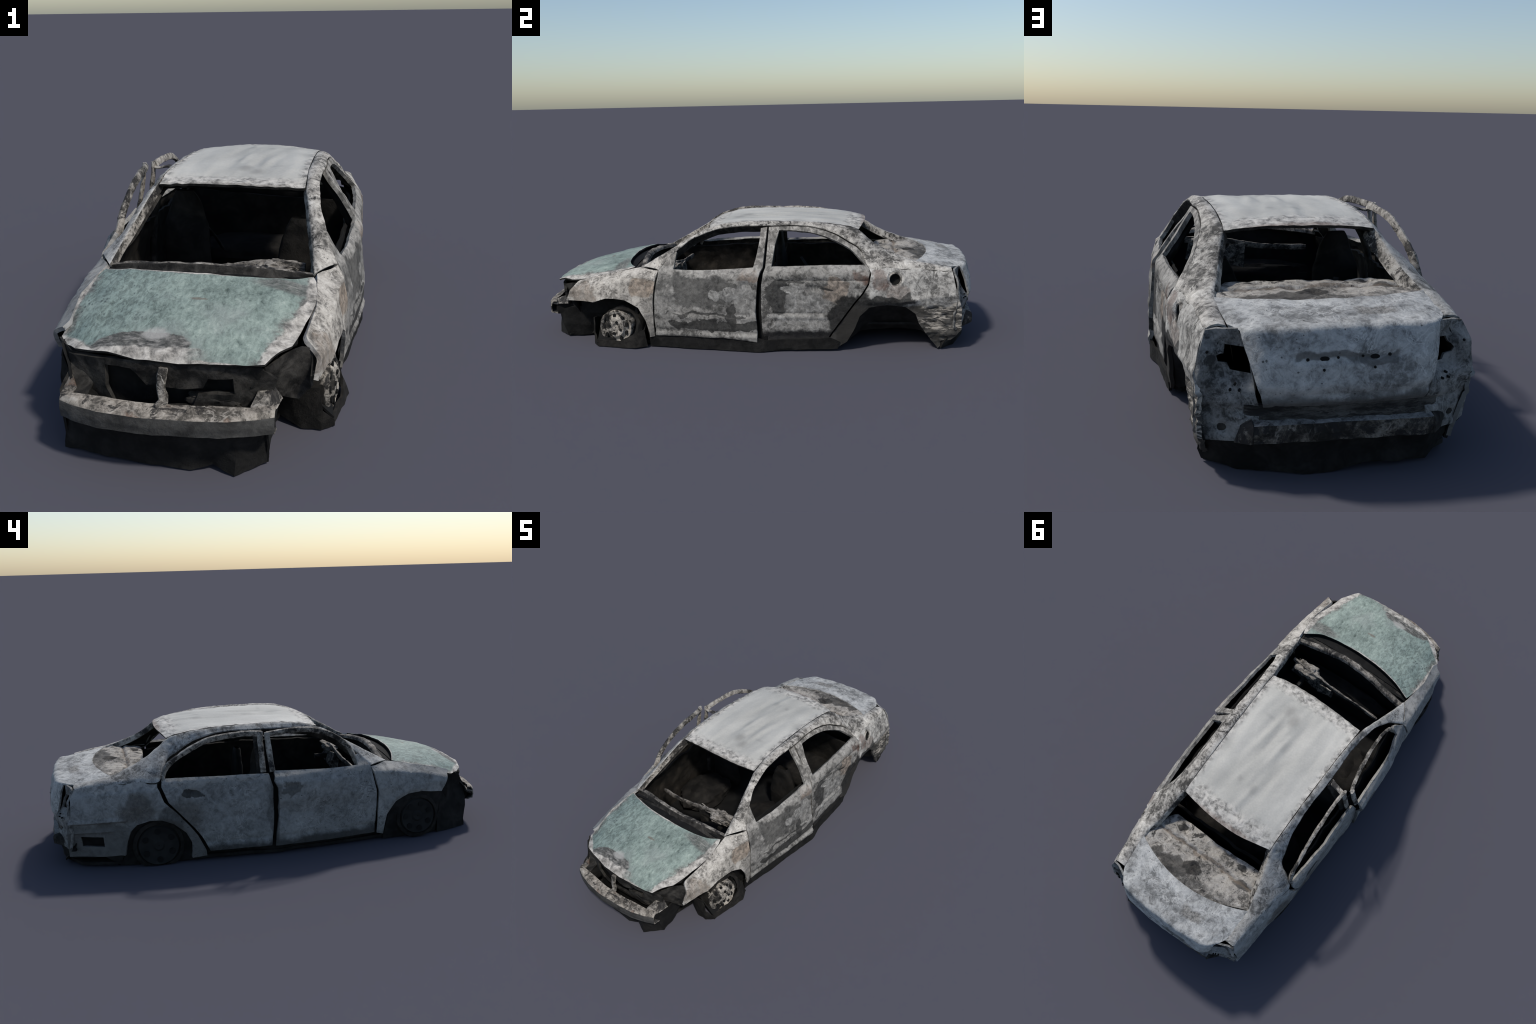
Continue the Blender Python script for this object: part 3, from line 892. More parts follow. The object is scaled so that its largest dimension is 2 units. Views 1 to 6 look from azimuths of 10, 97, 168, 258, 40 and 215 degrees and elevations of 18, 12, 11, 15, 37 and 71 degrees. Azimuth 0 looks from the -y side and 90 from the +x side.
# ------------------------------------------------------------------ trunk lid: deck folding over into the tail face
def lid_point(x, s):
    """x across; s 0..1 over the deck, 1..2 down the tail face."""
    ax = np.abs(x)
    front = .802 - .85 * ax ** 2
    back = .972 - .30 * ax ** 2 - 9.5 * np.clip(ax - .195, 0, 1) ** 2 * (1 + 0 * ax) 
    zf = .388 - .05 * ax ** 2
    zb = .364 - .10 * ax ** 2
    t = np.clip(s, 0, 1)
    y1 = front + (back - front) * t
    z1 = zf + (zb - zf) * t + .003 * np.sin(np.pi * t) ** .8 * (1 - (ax / .3) ** 2)
    q = np.clip(s - 1, 0, 1)
    prof = interp(q, [0, .05, .14, .4, .7, .93, 1], [0, .004, .010, .023, .027, .018, .006])
    zz = zb + (.176 - zb) * q
    y2 = back + prof * (1 - .6 * sstep(.18, .26, ax))
    return np.stack([x, np.where(s <= 1, y1, y2), np.where(s <= 1, z1, zz)], 1)

lid_outline = [(-.284, 0), (-.2, 0), (-.1, 0), (0, 0), (.1, 0), (.2, 0), (.2835, 0), (.280, .5), (.272, .97), (.247, 1.03), (.236, 1.25), (.222, 1.55), (.205, 1.85), (.197, 2.0), (0, 2.0), (-.200, 2.0), (-.213, 1.9), (-.229, 1.68), (-.238, 1.45), (-.242, 1.2), (-.248, 1.03), (-.280, .97), (-.284, .5)]

def scale_lid(o):
    return [(x, s * .18) for x, s in o]

def lid_form(P):
    x, y, z = P.T
    face = sstep(.345, .33, z)
    d = .003 * nz(P, (22, 22, 22), 3.) * (1 - face * .6)
    d -= .006 * face * sstep(.135, .125, np.abs(x)) * sstep(.284, .289, z) * sstep(.307, .302, z)       # plate-lamp channel
    r = np.hypot(x + .0, z - .336)
    d += .0025 * np.exp(-((r - .020) / .004) ** 2) * face                                            # round badge seat
    d -= .004 * face * np.exp(-((z - .205) / .010) ** 2)
    d += .003 * np.exp(-((y - .955 + .25 * x * x) / .014) ** 2)                                       # lip spoiler
    return d

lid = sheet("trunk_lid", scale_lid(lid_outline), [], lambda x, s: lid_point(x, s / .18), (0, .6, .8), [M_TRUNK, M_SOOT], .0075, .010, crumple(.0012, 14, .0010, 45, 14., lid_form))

# fixing holes on the tail face
def plug(name, c, n, r, mat, d=.004, parent=None, seg=14, sx=1., sy=1.):
    n = Vector(n).normalized()
    e1 = n.cross(Vector((0, 0, 1)))
    e1 = e1.normalized() if e1.length > 1e-4 else Vector((1, 0, 0))
    e2 = n.cross(e1)
    P, F = [], []
    for k in range(seg):
        a = 2 * math.pi * k / seg
        P.append(Vector(c) + n * .0012 + e1 * math.cos(a) * r * sx + e2 * math.sin(a) * r * sy)
    for k in range(seg):
        P.append(P[k] - n * d)
    F = [tuple(range(seg)), tuple(range(seg, 2 * seg))[::-1]] + [(k, k + seg, (k + 1) % seg + seg, (k + 1) % seg) for k in range(seg)]
    return add(name, np.array([tuple(p) for p in P]), F, [mat], None, parent)

def tail_y(x, z):
    q = (lid_point(np.array([0.]), np.array([1.]))[0][2] - z) / (.364 - .176)
    return float(lid_point(np.array([x]), np.array([1 + q]))[0][1])

for hx, hz, r, sx in ((.058, .294, .0075, 1.5), (-.064, .294, .0075, 1.5), (.026, .296, .003, 1), (-.034, .297, .003, 1), (.098, .293, .004, 1), (-.101, .297, .004, 1), (.061, .270, .0032, 1), (-.062, .271, .0032, 1)):
    plug("fixing_hole", (hx, tail_y(hx, hz) - (.0055 if .285 < hz < .306 else -.0005), hz), (0, 1, .08), r, M_BLACK, .006, lid, sx=sx, sy=.75 if sx > 1 else 1)

# ------------------------------------------------------------------ tail panel (lamp panels, valance) and rear beam
def rear_y(x, z):
    ax = np.abs(x)
    c = interp(z, [0, .03, .09, .14, .165, .18, .24, .30, .36], [.965, .975, .980, .980, .978, .984, .985, .978, .952])
    return c - .32 * ax ** 2 - .30 * np.clip(ax - .22, 0, 1)

def tail_map(x, z):
    return np.stack([x, rear_y(x, z), z], 1)

def tail_form(P):
    x, z = P[:, 0], P[:, 2]
    d = .006 * nz(P, 16, 3.) + .003 * nz(P, 40, 6.)
    d -= .030 * np.exp(-(((np.abs(x) - .262) / .050) ** 4 + ((z - .285) / .055) ** 4))
    d += .008 * np.exp(-((np.abs(x) - .335) / .014) ** 2)
    d -= .010 * np.exp(-((np.hypot(np.abs(x) - .288, z - .118)) / .012) ** 4)
    d -= .012 * np.exp(-((z - .165) / .010) ** 2) * sstep(.26, .22, np.abs(x))
    return d

for sg in (1, -1):
    o = [(.252, .356), (.30, .352), (.322, .346), (.336, .300), (.350, .24), (.352, .18), (.354, .10), (.335, .085), (.21, .088), (.205, .168), (.214, .20), (.230, .26), (.240, .32)]
    if sg < 0:
        o = [(a - .030 * float(sstep(.20, .08, b)) * (a > .3), b) for a, b in o]
    if sg > 0:
        h = [(.246, .320), (.288, .322), (.292, .300), (.306, .290), (.303, .276), (.286, .272), (.280, .258), (.232, .254), (.236, .28)]
    else:
        h = [(.248, .320), (.286, .318), (.292, .305), (.306, .282), (.303, .272), (.285, .268), (.278, .256), (.240, .255), (.243, .29)]
    ob = sheet("lamp_panel", [(sg * a, b) for a, b in o], [[(sg * a, b) for a, b in h]], tail_map, (0, 1, 0), [M_TAIL, M_SOOT], .0075, .008, crumple(.001, 20, .0008, 50, 15. + sg, tail_form))
    for hx, hz in ((.262, .232), (.252, .218), (.272, .217), (.322, .30), (.330, .255)):
        p = np.array([sg * hx]), np.array([hz])
        plug("fixing_hole", (sg * hx, float(rear_y(*p)[0]) + .003, hz), (sg * .3, 1, 0), .0032, M_BLACK, .008, ob)
    plug("fixing_hole", (sg * .288, float(rear_y(np.array([.288]), np.array([.118]))[0]) - .008, .118), (sg * .2, 1, 0), .011, M_SOOT, .006, ob)

sheet("valance", [(-.24, .182), (.24, .182), (.24, .085), (-.24, .085)], [], lambda x, z: tail_map(x, z) - np.array([0, .004, 0]), (0, 1, 0), [M_LOWTAIL, M_SOOT], .009, .008, crumple(.003, 22, .0015, 45, 17.))

# torn lower skirt under the tail: ragged bottom line
def skirt_low(x):
    return interp(x, [-.32, -.30, -.224, -.061, .05, .10, .329, .345], [.086, .070, .004, .014, .0, .0, .004, .06])

xs = np.linspace(-.325, .338, 60)
secs = []
for x in xs:
    zl = float(skirt_low(x))
    y1 = float(rear_y(np.array([x]), np.array([.092]))[0]) - .006
    yl = float(interp(x, [-.325, -.224, 0, .10, .25, .329, .345], [.90, .945, .965, .965, .91, .845, .87]))
    secs.append([(x, y1, .094), (x * 1.0, (y1 + yl) / 2 - .004, (.094 + zl) / 2), (x, yl, zl), (x * .97, yl - .015, zl + .05)])
loft("skirt", secs, [M_UNDER, M_UNDER], 1, 4, .006, crumple(.006, 12, .003, 35, 18.), (0, 1, 0), linear=True)

beam = []
for x, ox in ((.222, .0), (.215, .002), (.1, .006), (0, .008), (-.1, .006), (-.215, .0), (-.224, -.002)):
    yb = .985 - .0 + ox
    zb = .118 - .006 * (x < 0) * abs(x) / .2
    beam.append([(x, yb - .04, zb + .030), (x, yb, zb + .021), (x, yb + .004, zb), (x, yb + .002, zb - .022), (x, yb - .035, zb - .026)])
loft("rear_beam", beam, [M_REDBEAM, M_SOOT, M_TAIL], 8, 4, .006, crumple(.003, 26, .0015, 60, 19.), (0, 1, .2), [2, 0, 0, 0], linear=True)  # paler material on the top strip paints its lit edge
loft("beam_end", [[(.222, .945, .150), (.224, .989, .139), (.228, .990, .096)], [(.245, .935, .140), (.250, .955, .125), (.262, .945, .085)]], [M_REDBEAM, M_SOOT], 4, 4, .005, crumple(.003, 30, .001, 60, 20.), (1, .4, 0))
loft("beam_end", [[(-.224, .945, .140), (-.226, .987, .130), (-.226, .990, .092)], [(-.262, .935, .135), (-.268, .945, .120), (-.272, .935, .085)]], [M_SOOT, M_SOOT], 4, 4, .005, crumple(.003, 30, .001, 60, 21.), (-1, .4, 0))

# ------------------------------------------------------------------ rear shelf seen through the missing window
def shelf_map(x, y):
    z = interp(y, [.55, .575, .64, .66, .70, .76, .82], [.372, .384, .389, .382, .386, .386, .380]) - .05 * x ** 2
    return np.stack([x, y, z], 1)

def shelf_form(P):
    x, y, z = P.T
    d = .006 * nz(P, 18, 2.) + .003 * nz(P, 45, 3.)
    for cx, cy in ((-.165, .60), (.15, .60), (.02, .715)):
        r = np.hypot(x - cx, y - cy)
        d -= .010 * np.exp(-(r / .018) ** 4)
    return d - .004 * np.exp(-((y - .655) / .006) ** 2)

sheet("parcel_shelf", [(-.262, .60), (-.225, .566), (-.1, .570), (0, .576), (.1, .568), (.225, .569), (.25, .60), (.272, .67), (.285, .735), (.225, .765), (.147, .79), (.05, .806), (-.05, .804), (-.14, .79), (-.23, .752), (-.285, .728), (-.272, .66)], [],
      shelf_map, (0, 0, 1), [M_SHELF, M_SOOT], .008, .02, crumple(0, 10, 0, 20, 0., shelf_form))

# ------------------------------------------------------------------ cowl between hood and windscreen
lip = [(.294, -.472, .350), (.23, -.482, .360), (.165, -.491, .367), (.048, -.504, .376), (-.084, -.496, .373), (-.189, -.479, .364), (-.25, -.470, .357), (-.300, -.466, .349)]
hre = [(.300, -.512, .348), (.236, -.551, .352), (.165, -.567, .358), (.045, -.574, .364), (-.084, -.568, .363), (-.18, -.552, .357), (-.24, -.536, .350), (-.297, -.514, .342)]
secs = []
for a, b in zip(lip, hre):
    a, b = np.array(a), np.array(b)
    secs.append([a + (0, .008, -.014), a, a + (0, -.018, .001), a * .6 + b * .4 + (0, 0, -.012), b + (0, .012, -.012), b + (0, -.01, -.014)])
loft("cowl", secs, [M_COWL, M_SOOT], 8, 4, .006, crumple(.003, 26, .0015, 60, 22.), (0, 0, 1), [0, 0, 1, 1, 1])

# ------------------------------------------------------------------ left window post of the missing rear quarter, right door frames, B pillar
def frame(path, w, h, up, amp=.0018):
    return bar("window_frame", [(x + .004, y, z - .007) for x, y, z in path], w, h, [M_FRAME], up, 6, amp)

frame([(-.352, -.345, .350), (-.338, -.330, .380), (-.330, -.317, .412), (-.327, -.285, .458), (-.324, -.225, .502), (-.328, -.140, .531), (-.338, -.050, .540), (-.352, .030, .538), (-.366, .080, .535)], .014, .024, (-.4, 0, 1))
bar("window_post", [(-.366, .078, .538), (-.374, .072, .470), (-.392, .062, .372)], .024, .012, [M_FRAME], (1, 0, .2), 6, .0015)
frame([(-.340, .104, .535), (-.338, .150, .540), (-.338, .199, .538), (-.341, .307, .528), (-.343, .372, .506), (-.348, .438, .473), (-.352, .494, .436), (-.357, .517, .400), (-.366, .524, .366)], .014, .024, (-.4, 0, 1))
bar("window_post", [(-.340, .102, .538), (-.347, .100, .470), (-.366, .096, .366)], .024, .012, [M_FRAME], (1, 0, .2), 6, .0015)
bar("body_pillar", [(-.258, .098, .526), (-.292, .100, .470), (-.330, .100, .400), (-.352, .100, .30), (-.36, .10, .10)], .040, .020, [M_SOOT], (1, 0, .3), 6, .002)
bar("body_pillar", [(.250, .100, .526), (.285, .100, .470), (.330, .100, .400), (.360, .085, .34), (.385, .075, .20), (.385, .075, .03)], .05, .024, [M_BLACK], (1, 0, .3), 6, .002)
bar("bent_bracket", [(-.262, .088, .521), (-.285, .094, .525), (-.318, .100, .517), (-.342, .104, .518)], .022, .010, [M_FRAME], (0, 0, 1), 6, .002)

# ------------------------------------------------------------------ sills
def sill_sheet(sg, pts, off):
    def f(y, z):
        p = left(y, z)
        p[:, 0] -= off
        return p * np.array([sg, 1, 1])
    sheet("sill", pts, [], f, (sg, 0, 0), [M_UNDER, M_BLACK], .010, .010, crumple(.004, 12, .002, 40, 30. + sg))

sill_sheet(1, [(-.445, .070), (-.25, .072), (.04, .068), (.09, .050), (.37, .060), (.41, .040), (.40, .008), (.18, .006), (.052, .0), (-.21, .002), (-.445, .002)], .002)
sill_sheet(-1, [(-.450, .060), (.055, .065), (.36, .070), (.405, .09), (.41, .010), (.30, .014), (.08, .022), (-.19, .014), (-.345, .010), (-.45, .004)], .034)

# ------------------------------------------------------------------ inner lining (charred door and body inner skins)
for sg in (1, -1):
    def lining(y, z, sg=sg):
        p = left(y, z)
        p[:, 0] = p[:, 0] - .052
        return p * np.array([sg, 1, 1])
    sheet("inner_lining", [(-.46, .02), (.42, .02), (.47, .15), (.56, .215), (.72, .21), (.77, .12), (.85, .06), (.90, .12), (.90, .325), (.75, .34), (.54, .345), (.07, .345), (-.33, .335), (-.46, .325), (-.62, .295), (-.75, .26), (-.77, .225), (-.60, .23), (-.50, .20)], [],
          lining, (-sg, 0, 0), [M_INNER, M_BLACK], .014, .008, crumple(.012, 12, .006, 28, 40. + sg))

# ------------------------------------------------------------------ floor, firewall, bulkheads
def flat(name, outline, z, mat, amp=.004, t=.012):
    return sheet(name, outline, [], lambda x, y: np.stack([x, y, np.full_like(x, z)], 1), (0, 0, 1), [mat, mat], .022, t, crumple(amp, 9, amp * .4, 30, z * 50))

flat("floor_pan", [(-.25, -.86), (.19, -.86), (.24, -.62), (.34, -.46), (.40, -.1), (.408, .05), (.38, .36), (.34, .41), (.02, .45), (.0, .78), (.10, .90), (.06, .955), (-.21, .94), (-.30, .88), (-.34, .75), (-.345, .46), (-.37, .42), (-.39, .05), (-.35, -.45), (-.33, -.72)], .022, M_UNDER)
sheet("floor_pan", [(-.02, .43), (.30, .43), (.275, .60), (.29, .82), (-.02, .82)], [], lambda x, y: np.stack([x, y, .022 + np.clip(x, 0, 1) * .26], 1), (0, 0, -1), [M_UNDER, M_BLACK], .02, .010, crumple(.004, 9, .002, 30, 4.))
flat("trunk_floor", [(-.33, .56), (.25, .56), (.25, .76), (.31, .80), (.30, .90), (0, .95), (-.30, .90)], .13, M_BLACK)
def upright(name, outline, y, mat, amp=.006):
    return sheet(name, outline, [], lambda x, z: np.stack([x, np.full_like(x, y), z], 1), (0, -1, 0), [mat, mat], .02, .012, crumple(amp, 10, amp * .4, 30, y * 40))
upright("firewall", [(-.34, .02), (.34, .02), (.345, .30), (.28, .345), (0, .36), (-.28, .345), (-.345, .30)], -.515, M_BLACK)
upright("bulkhead", [(-.34, .02), (.02, .02), (.20, .09), (.22, .22), (.34, .24), (.35, .34), (.25, .368), (-.25, .368), (-.36, .34)], .585, M_BLACK)
upright("rear_backrest", [(-.33, .06), (.15, .06), (.27, .10), (.33, .23), (.34, .25), (.30, .315), (0, .325), (-.30, .345), (-.34, .25)], .52, M_SEAT, .015)

# wheel house of the missing left rear wheel: smooth recessed wall behind the arch
def house_map(y, z):
    e = np.clip((interp(y, [.43, .50, .56, .68, .74, .80], [.04, .16, .205, .205, .17, .09]) - z) / .15, 0, 1)
    return np.stack([side_x(y, z) - .018 - .135 * e, y, z], 1)
sheet("wheel_house", [(.425, .026), (.45, .040), (.49, .056), (.60, .056), (.70, .060), (.765, .066), (.79, .055), (.80, .10), (.76, .14), (.735, .172), (.69, .206), (.61, .215), (.535, .206), (.485, .17), (.455, .11)], [], house_map, L, [M_UNDER, M_BLACK], .009, .010, crumple(.005, 14, .002, 40, 50.))

# ------------------------------------------------------------------ front bumper beam and apron
bx = [(-.268, -.944), (-.235, -.962), (-.16, -.984), (-.06, -.9965), (.07, -.993), (.15, -.984), (.21, -.966), (.254, -.947)]
secs = []
for x, y in bx:
    back = y + .045 if abs(x) < .2 else y + .03
    secs.append([(x, back, .180), (x, back - .02, .178), (x, y, .1655), (x, y - .003, .145), (x, y - .001, .1235), (x, back, .118)])
bump = loft("bumper_beam", secs, [M_BUMPER, M_BFRONT], 7, 4, .005, crumple(.0022, 22, .0012, 60, 60.), (0, -1, .3), [0, 0, 1, 1, 1], linear=True)
for hx in (-.106, -.028, .020, -.062):
    plug("bolt_hole", (hx, -.972, .1708), (0, -.45, 1), .0065, M_BLACK, .006, bump, sy=.7)
apr_top = [(-.272, -.905, .235), (-.262, -.93, .128), (-.16, -.962, .128), (-.05, -.972, .128), (.06, -.970, .128), (.15, -.958, .128), (.225, -.925, .128)]
top = [(-.275, -.895), (-.20, -.945), (-.10, -.965), (.02, -.972), (.10, -.965), (.17, -.950), (.232, -.915)]
low = [(-.291, -.888, .003), (-.20, -.915, .006), (-.10, -.930, .006), (.05, -.943, .0), (.10, -.925, .012), (.157, -.948, .0), (.230, -.882, .003)]
secs = [[(a[0], a[1], .130), ((a[0] + b[0]) / 2, (a[1] + b[1]) / 2 + .008, .07), b, (b[0] * .95, b[1] + .05, b[2] + .015)] for a, b in zip(top, low)]
loft("apron", secs, [M_UNDER, M_BLACK], 6, 5, .006, crumple(.006, 12, .003, 34, 61.), (0, -1, 0), linear=True)
loft("apron_side", [[(.232, -.915, .130), (.236, -.90, .06), (.230, -.882, .003)], [(.250, -.85, .150), (.24, -.83, .07), (.215, -.80, .004)], [(.245, -.76, .16), (.22, -.75, .08), (.20, -.745, .004)]],
     [M_UNDER, M_BLACK], 5, 6, .006, crumple(.006, 14, .003, 34, 62.), (1, 0, 0), linear=True)

# right front corner: blackened inner wing wall and twisted lamp mount
loft("wing_wall", [[(-.294, -.846, .268), (-.262, -.895, .20), (-.288, -.896, .10), (-.293, -.890, .001)],
                   [(-.302, -.79, .268), (-.286, -.82, .20), (-.305, -.82, .10), (-.316, -.81, .0)],
                   [(-.312, -.765, .262), (-.324, -.745, .20), (-.336, -.735, .10), (-.342, -.73, .0)]], [M_UNDER, M_BLACK], 6, 6, .006, crumple(.008, 12, .003, 34, 63.), (-1, -.3, 0), linear=True)
loft("lamp_mount", [[(-.312, -.822, .272), (-.262, -.875, .225), (-.285, -.905, .172), (-.268, -.940, .150)],
                    [(-.262, -.872, .262), (-.232, -.880, .215), (-.250, -.895, .180), (-.225, -.935, .172)],
                    [(-.205, -.880, .262), (-.200, -.870, .215), (-.205, -.880, .185), (-.205, -.925, .170)]], [M_SOOT, M_BLACK], 5, 5, .006, crumple(.008, 18, .003, 40, 64.), (0, -1, 0), linear=True)
loft("lamp_mount", [[(-.283, -.900, .168), (-.258, -.885, .205)], [(-.266, -.945, .158), (-.236, -.91, .182)]], [M_BUMPER, M_SOOT], 5, 5, .005, crumple(.003, 24, .002, 50, 65.), (-1, -.3, 0), linear=True)

# left front corner: folded lamp bucket hanging under the hood edge, chassis horn
loft("lamp_bucket", [[(.300, -.800, .278), (.326, -.785, .268), (.324, -.822, .212)],
                     [(.262, -.835, .268), (.300, -.810, .225), (.318, -.805, .165)],
                     [(.225, -.885, .255), (.262, -.825, .205), (.292, -.795, .134)],
                     [(.190, -.890, .205), (.225, -.850, .175), (.258, -.82, .150)]], [M_SOOT, M_BLACK], 6, 6, .006, crumple(.010, 16, .003, 40, 66.), (.5, -1, 0), linear=True)
loft("inner_wing", [[(.295, -.765, .270), (.310, -.780, .215), (.29, -.78, .14)], [(.300, -.66, .290), (.310, -.66, .225), (.26, -.66, .12)], [(.310, -.52, .30), (.320, -.49, .20), (.29, -.47, .05)]],
     [M_UNDER, M_BLACK], 6, 6, .006, crumple(.008, 14, .003, 34, 67.), (1, 0, 0), linear=True)
loft("inner_wing", [[(-.318, -.775, .275), (-.330, -.78, .20), (-.28, -.79, .05)], [(-.320, -.66, .300), (-.325, -.66, .225), (-.24, -.66, .05)], [(-.320, -.52, .31), (-.325, -.49, .20), (-.29, -.47, .05)]],
     [M_UNDER, M_BLACK], 6, 6, .006, crumple(.008, 14, .003, 34, 68.), (-1, 0, 0), linear=True)
loft("chassis_horn", [[(.195, -.925, .178), (.200, -.945, .172), (.235, -.955, .165)], [(.205, -.885, .195), (.235, -.900, .195), (.256, -.905, .168)], [(.215, -.855, .192), (.240, -.860, .198), (.262, -.862, .170)]],
     [M_FRAME, M_SOOT], 5, 5, .008, crumple(.005, 22, .002, 50, 69.), (0, 0, 1), linear=True)
bar("chassis_rail", [(.215, -.93, .140), (.21, -.80, .125), (.215, -.50, .10)], .05, .06, [M_UNDER], (0, 0, 1), 5, .004)
bar("chassis_rail", [(-.215, -.93, .140), (-.21, -.80, .125), (-.215, -.50, .10)], .05, .06, [M_UNDER], (0, 0, 1), 5, .004)

# radiator support: cross panel with ragged openings, latch post, charred radiator remains
sheet("radiator_support", [(-.27, .255), (-.10, .268), (.05, .270), (.21, .262), (.25, .225), (.225, .13), (-.215, .13), (-.27, .20)],
      [[(-.165, .246), (-.095, .247), (-.060, .203), (-.010, .203), (.078, .203), (.092, .232), (.150, .232), (.152, .190), (.065, .186), (.050, .150), (-.150, .140), (-.165, .19)]],
      lambda x, z: np.stack([x, -.918 + .6 * x ** 2 + (.27 - z) * .10, z], 1), (0, -1, 0), [M_SOOT, M_BLACK], .009, .012, crumple(.008, 16, .003, 40, 70.))
bar("latch_post", [(-.010, -.930, .262), (-.014, -.938, .220), (-.008, -.943, .185), (-.020, -.965, .172)], .024, .016, [M_FRAME], (0, -1, 0), 6, .0022)
upright("engine_remains", [(-.20, .05), (.20, .05), (.20, .22), (.08, .25), (-.05, .25), (-.2, .24)], -.872, M_BLACK, .008)
def lump(name, c, r, mat, seed, amp=.25, sub=4):
    import bmesh
    bm = bmesh.new()
    bmesh.ops.create_icosphere(bm, subdivisions=sub, radius=1)
    P = np.array([tuple(v.co) for v in bm.verts])
    F = [tuple(v.index for v in f.verts) for f in bm.faces]
    bm.free()
    k = 1 + amp * nz(P, 2.2, seed) + amp * .5 * nz(P, 6, seed + 2)
    P = np.sign(P) * np.abs(P) ** .8 * k[:, None] * np.array(r) + np.array(c)
    P[:, 2] = np.maximum(P[:, 2], .002)
    return add(name, P, F, [mat])
lump("engine_block", (0, -.70, .17), (.20, .09, .12), M_BLACK, 3.)
lump("radiator_tank", (.10, -.885, .162), (.065, .018, .022), M_SOOT, 5., .3)

# ------------------------------------------------------------------ wheels
def wheel_L():
    c = np.array([.352, -.600, .086])
    ax = (1, -.10, .06)
    prof = [(.002, .014), (.014, .014), (.018, .018), (.040, .020), (.048, .012), (.058, .004), (.066, .010), (.074, .012), (.079, .004), (.078, -.06), (.05, -.10)]
    hub = lathe("wheel", prof, c, ax, [M_HUB], 48, crumple(.005, 26, .003, 70, 80.))
    A = Vector(ax).normalized()
    e1 = A.orthogonal().normalized(); e2 = A.cross(e1)
    for k in range(9):
        a = 2 * math.pi * k / 9 + .2
        p = Vector(c) + A * .0135 + (e1 * math.cos(a) + e2 * math.sin(a)) * .054
        plug("vent_hole", p, A, .0085, M_BLACK, .01, hub, sx=.8, sy=1.2)
    for k in range(4):
        a = 2 * math.pi * k / 4 + .5
        p = Vector(c) + A * .0225 + (e1 * math.cos(a) + e2 * math.sin(a)) * .027
        plug("bolt_hole", p, A, .0065, M_BLACK, .008, hub)
    # remains of the tyre bead: rusty ring, ragged
    lathe("tyre_remains", [(.078, .006), (.086, .010), (.098, .004), (.104, -.02), (.100, -.08), (.08, -.10)], c + np.array([-.004, .02, -.002]), ax, [M_TYRE], 56, crumple(.014, 14, .006, 40, 82.), squash=lambda P: np.stack([P[:, 0], P[:, 1], np.maximum(P[:, 2], .002)], 1))
wheel_L()
# charred mass under the left front wheel: angular folded rubber and steel
loft("melted_tyre", [[(.375, -.690, .020), (.373, -.687, .001), (.30, -.69, .0), (.22, -.66, .010)], [(.345, -.712, .055), (.341, -.712, .001), (.29, -.71, .001), (.22, -.68, .02)], [(.335, -.715, .125), (.300, -.715, .12), (.25, -.705, .10), (.22, -.68, .09)]],
     [M_TYRE, M_BLACK], 5, 5, .006, crumple(.004, 20, .002, 50, 83.), (.3, -1, 0), linear=True)
loft("melted_tyre", [[(.373, -.688, .030), (.373, -.687, .001)], [(.388, -.58, .030), (.392, -.570, .001)], [(.385, -.52, .060), (.402, -.508, .003)], [(.365, -.47, .080), (.372, -.455, .003)]], [M_TYRE, M_BLACK], 6, 5, .008, crumple(.006, 20, .003, 50, 84.), (1, 0, .2), linear=True)
loft("melted_tyre", [[(.373, -.688, .028), (.30, -.69, .10), (.22, -.68, .09)], [(.36, -.60, .03), (.28, -.60, .15), (.22, -.60, .12)], [(.365, -.47, .07), (.30, -.47, .12), (.22, -.48, .1)]], [M_BLACK, M_BLACK], 5, 5, .006, None, (0, 0, 1), linear=True)

def wheel_R(cy, cz, r, cx, ax, spokes=7):
    c = np.array([cx, cy, cz])
    prof = [(.002, .010), (.018, .012), (.026, .004), (.060, .006), (r * .74, .012), (r * .79, .002), (r * .83, .010), (r * .96, .006), (r, -.01), (r, -.08), (r * .7, -.09)]
    sq = lambda P: np.stack([P[:, 0], P[:, 1], np.maximum(P[:, 2], .002)], 1)
    w = lathe("wheel", prof, c, ax, [M_WHEELR, M_TYRE], 56, crumple(.003, 18, .0015, 50, 85. + cy), idx_fn=lambda k: 1 if k >= 5 else 0, squash=sq)
    A = Vector(ax).normalized()
    e1 = A.orthogonal().normalized(); e2 = A.cross(e1)
    for k in range(spokes):
        a = 2 * math.pi * k / spokes + .3
        p = Vector(c) + A * .0095 + (e1 * math.cos(a) + e2 * math.sin(a)) * r * .56
        plug("vent_hole", p, A, r * .12, M_BLACK, .008, w, sx=1, sy=1)
wheel_R(-.615, .100, .104, -.366, (-1, 0, .03))
wheel_R(.557, .088, .112, -.368, (-1, .02, .0), 6)
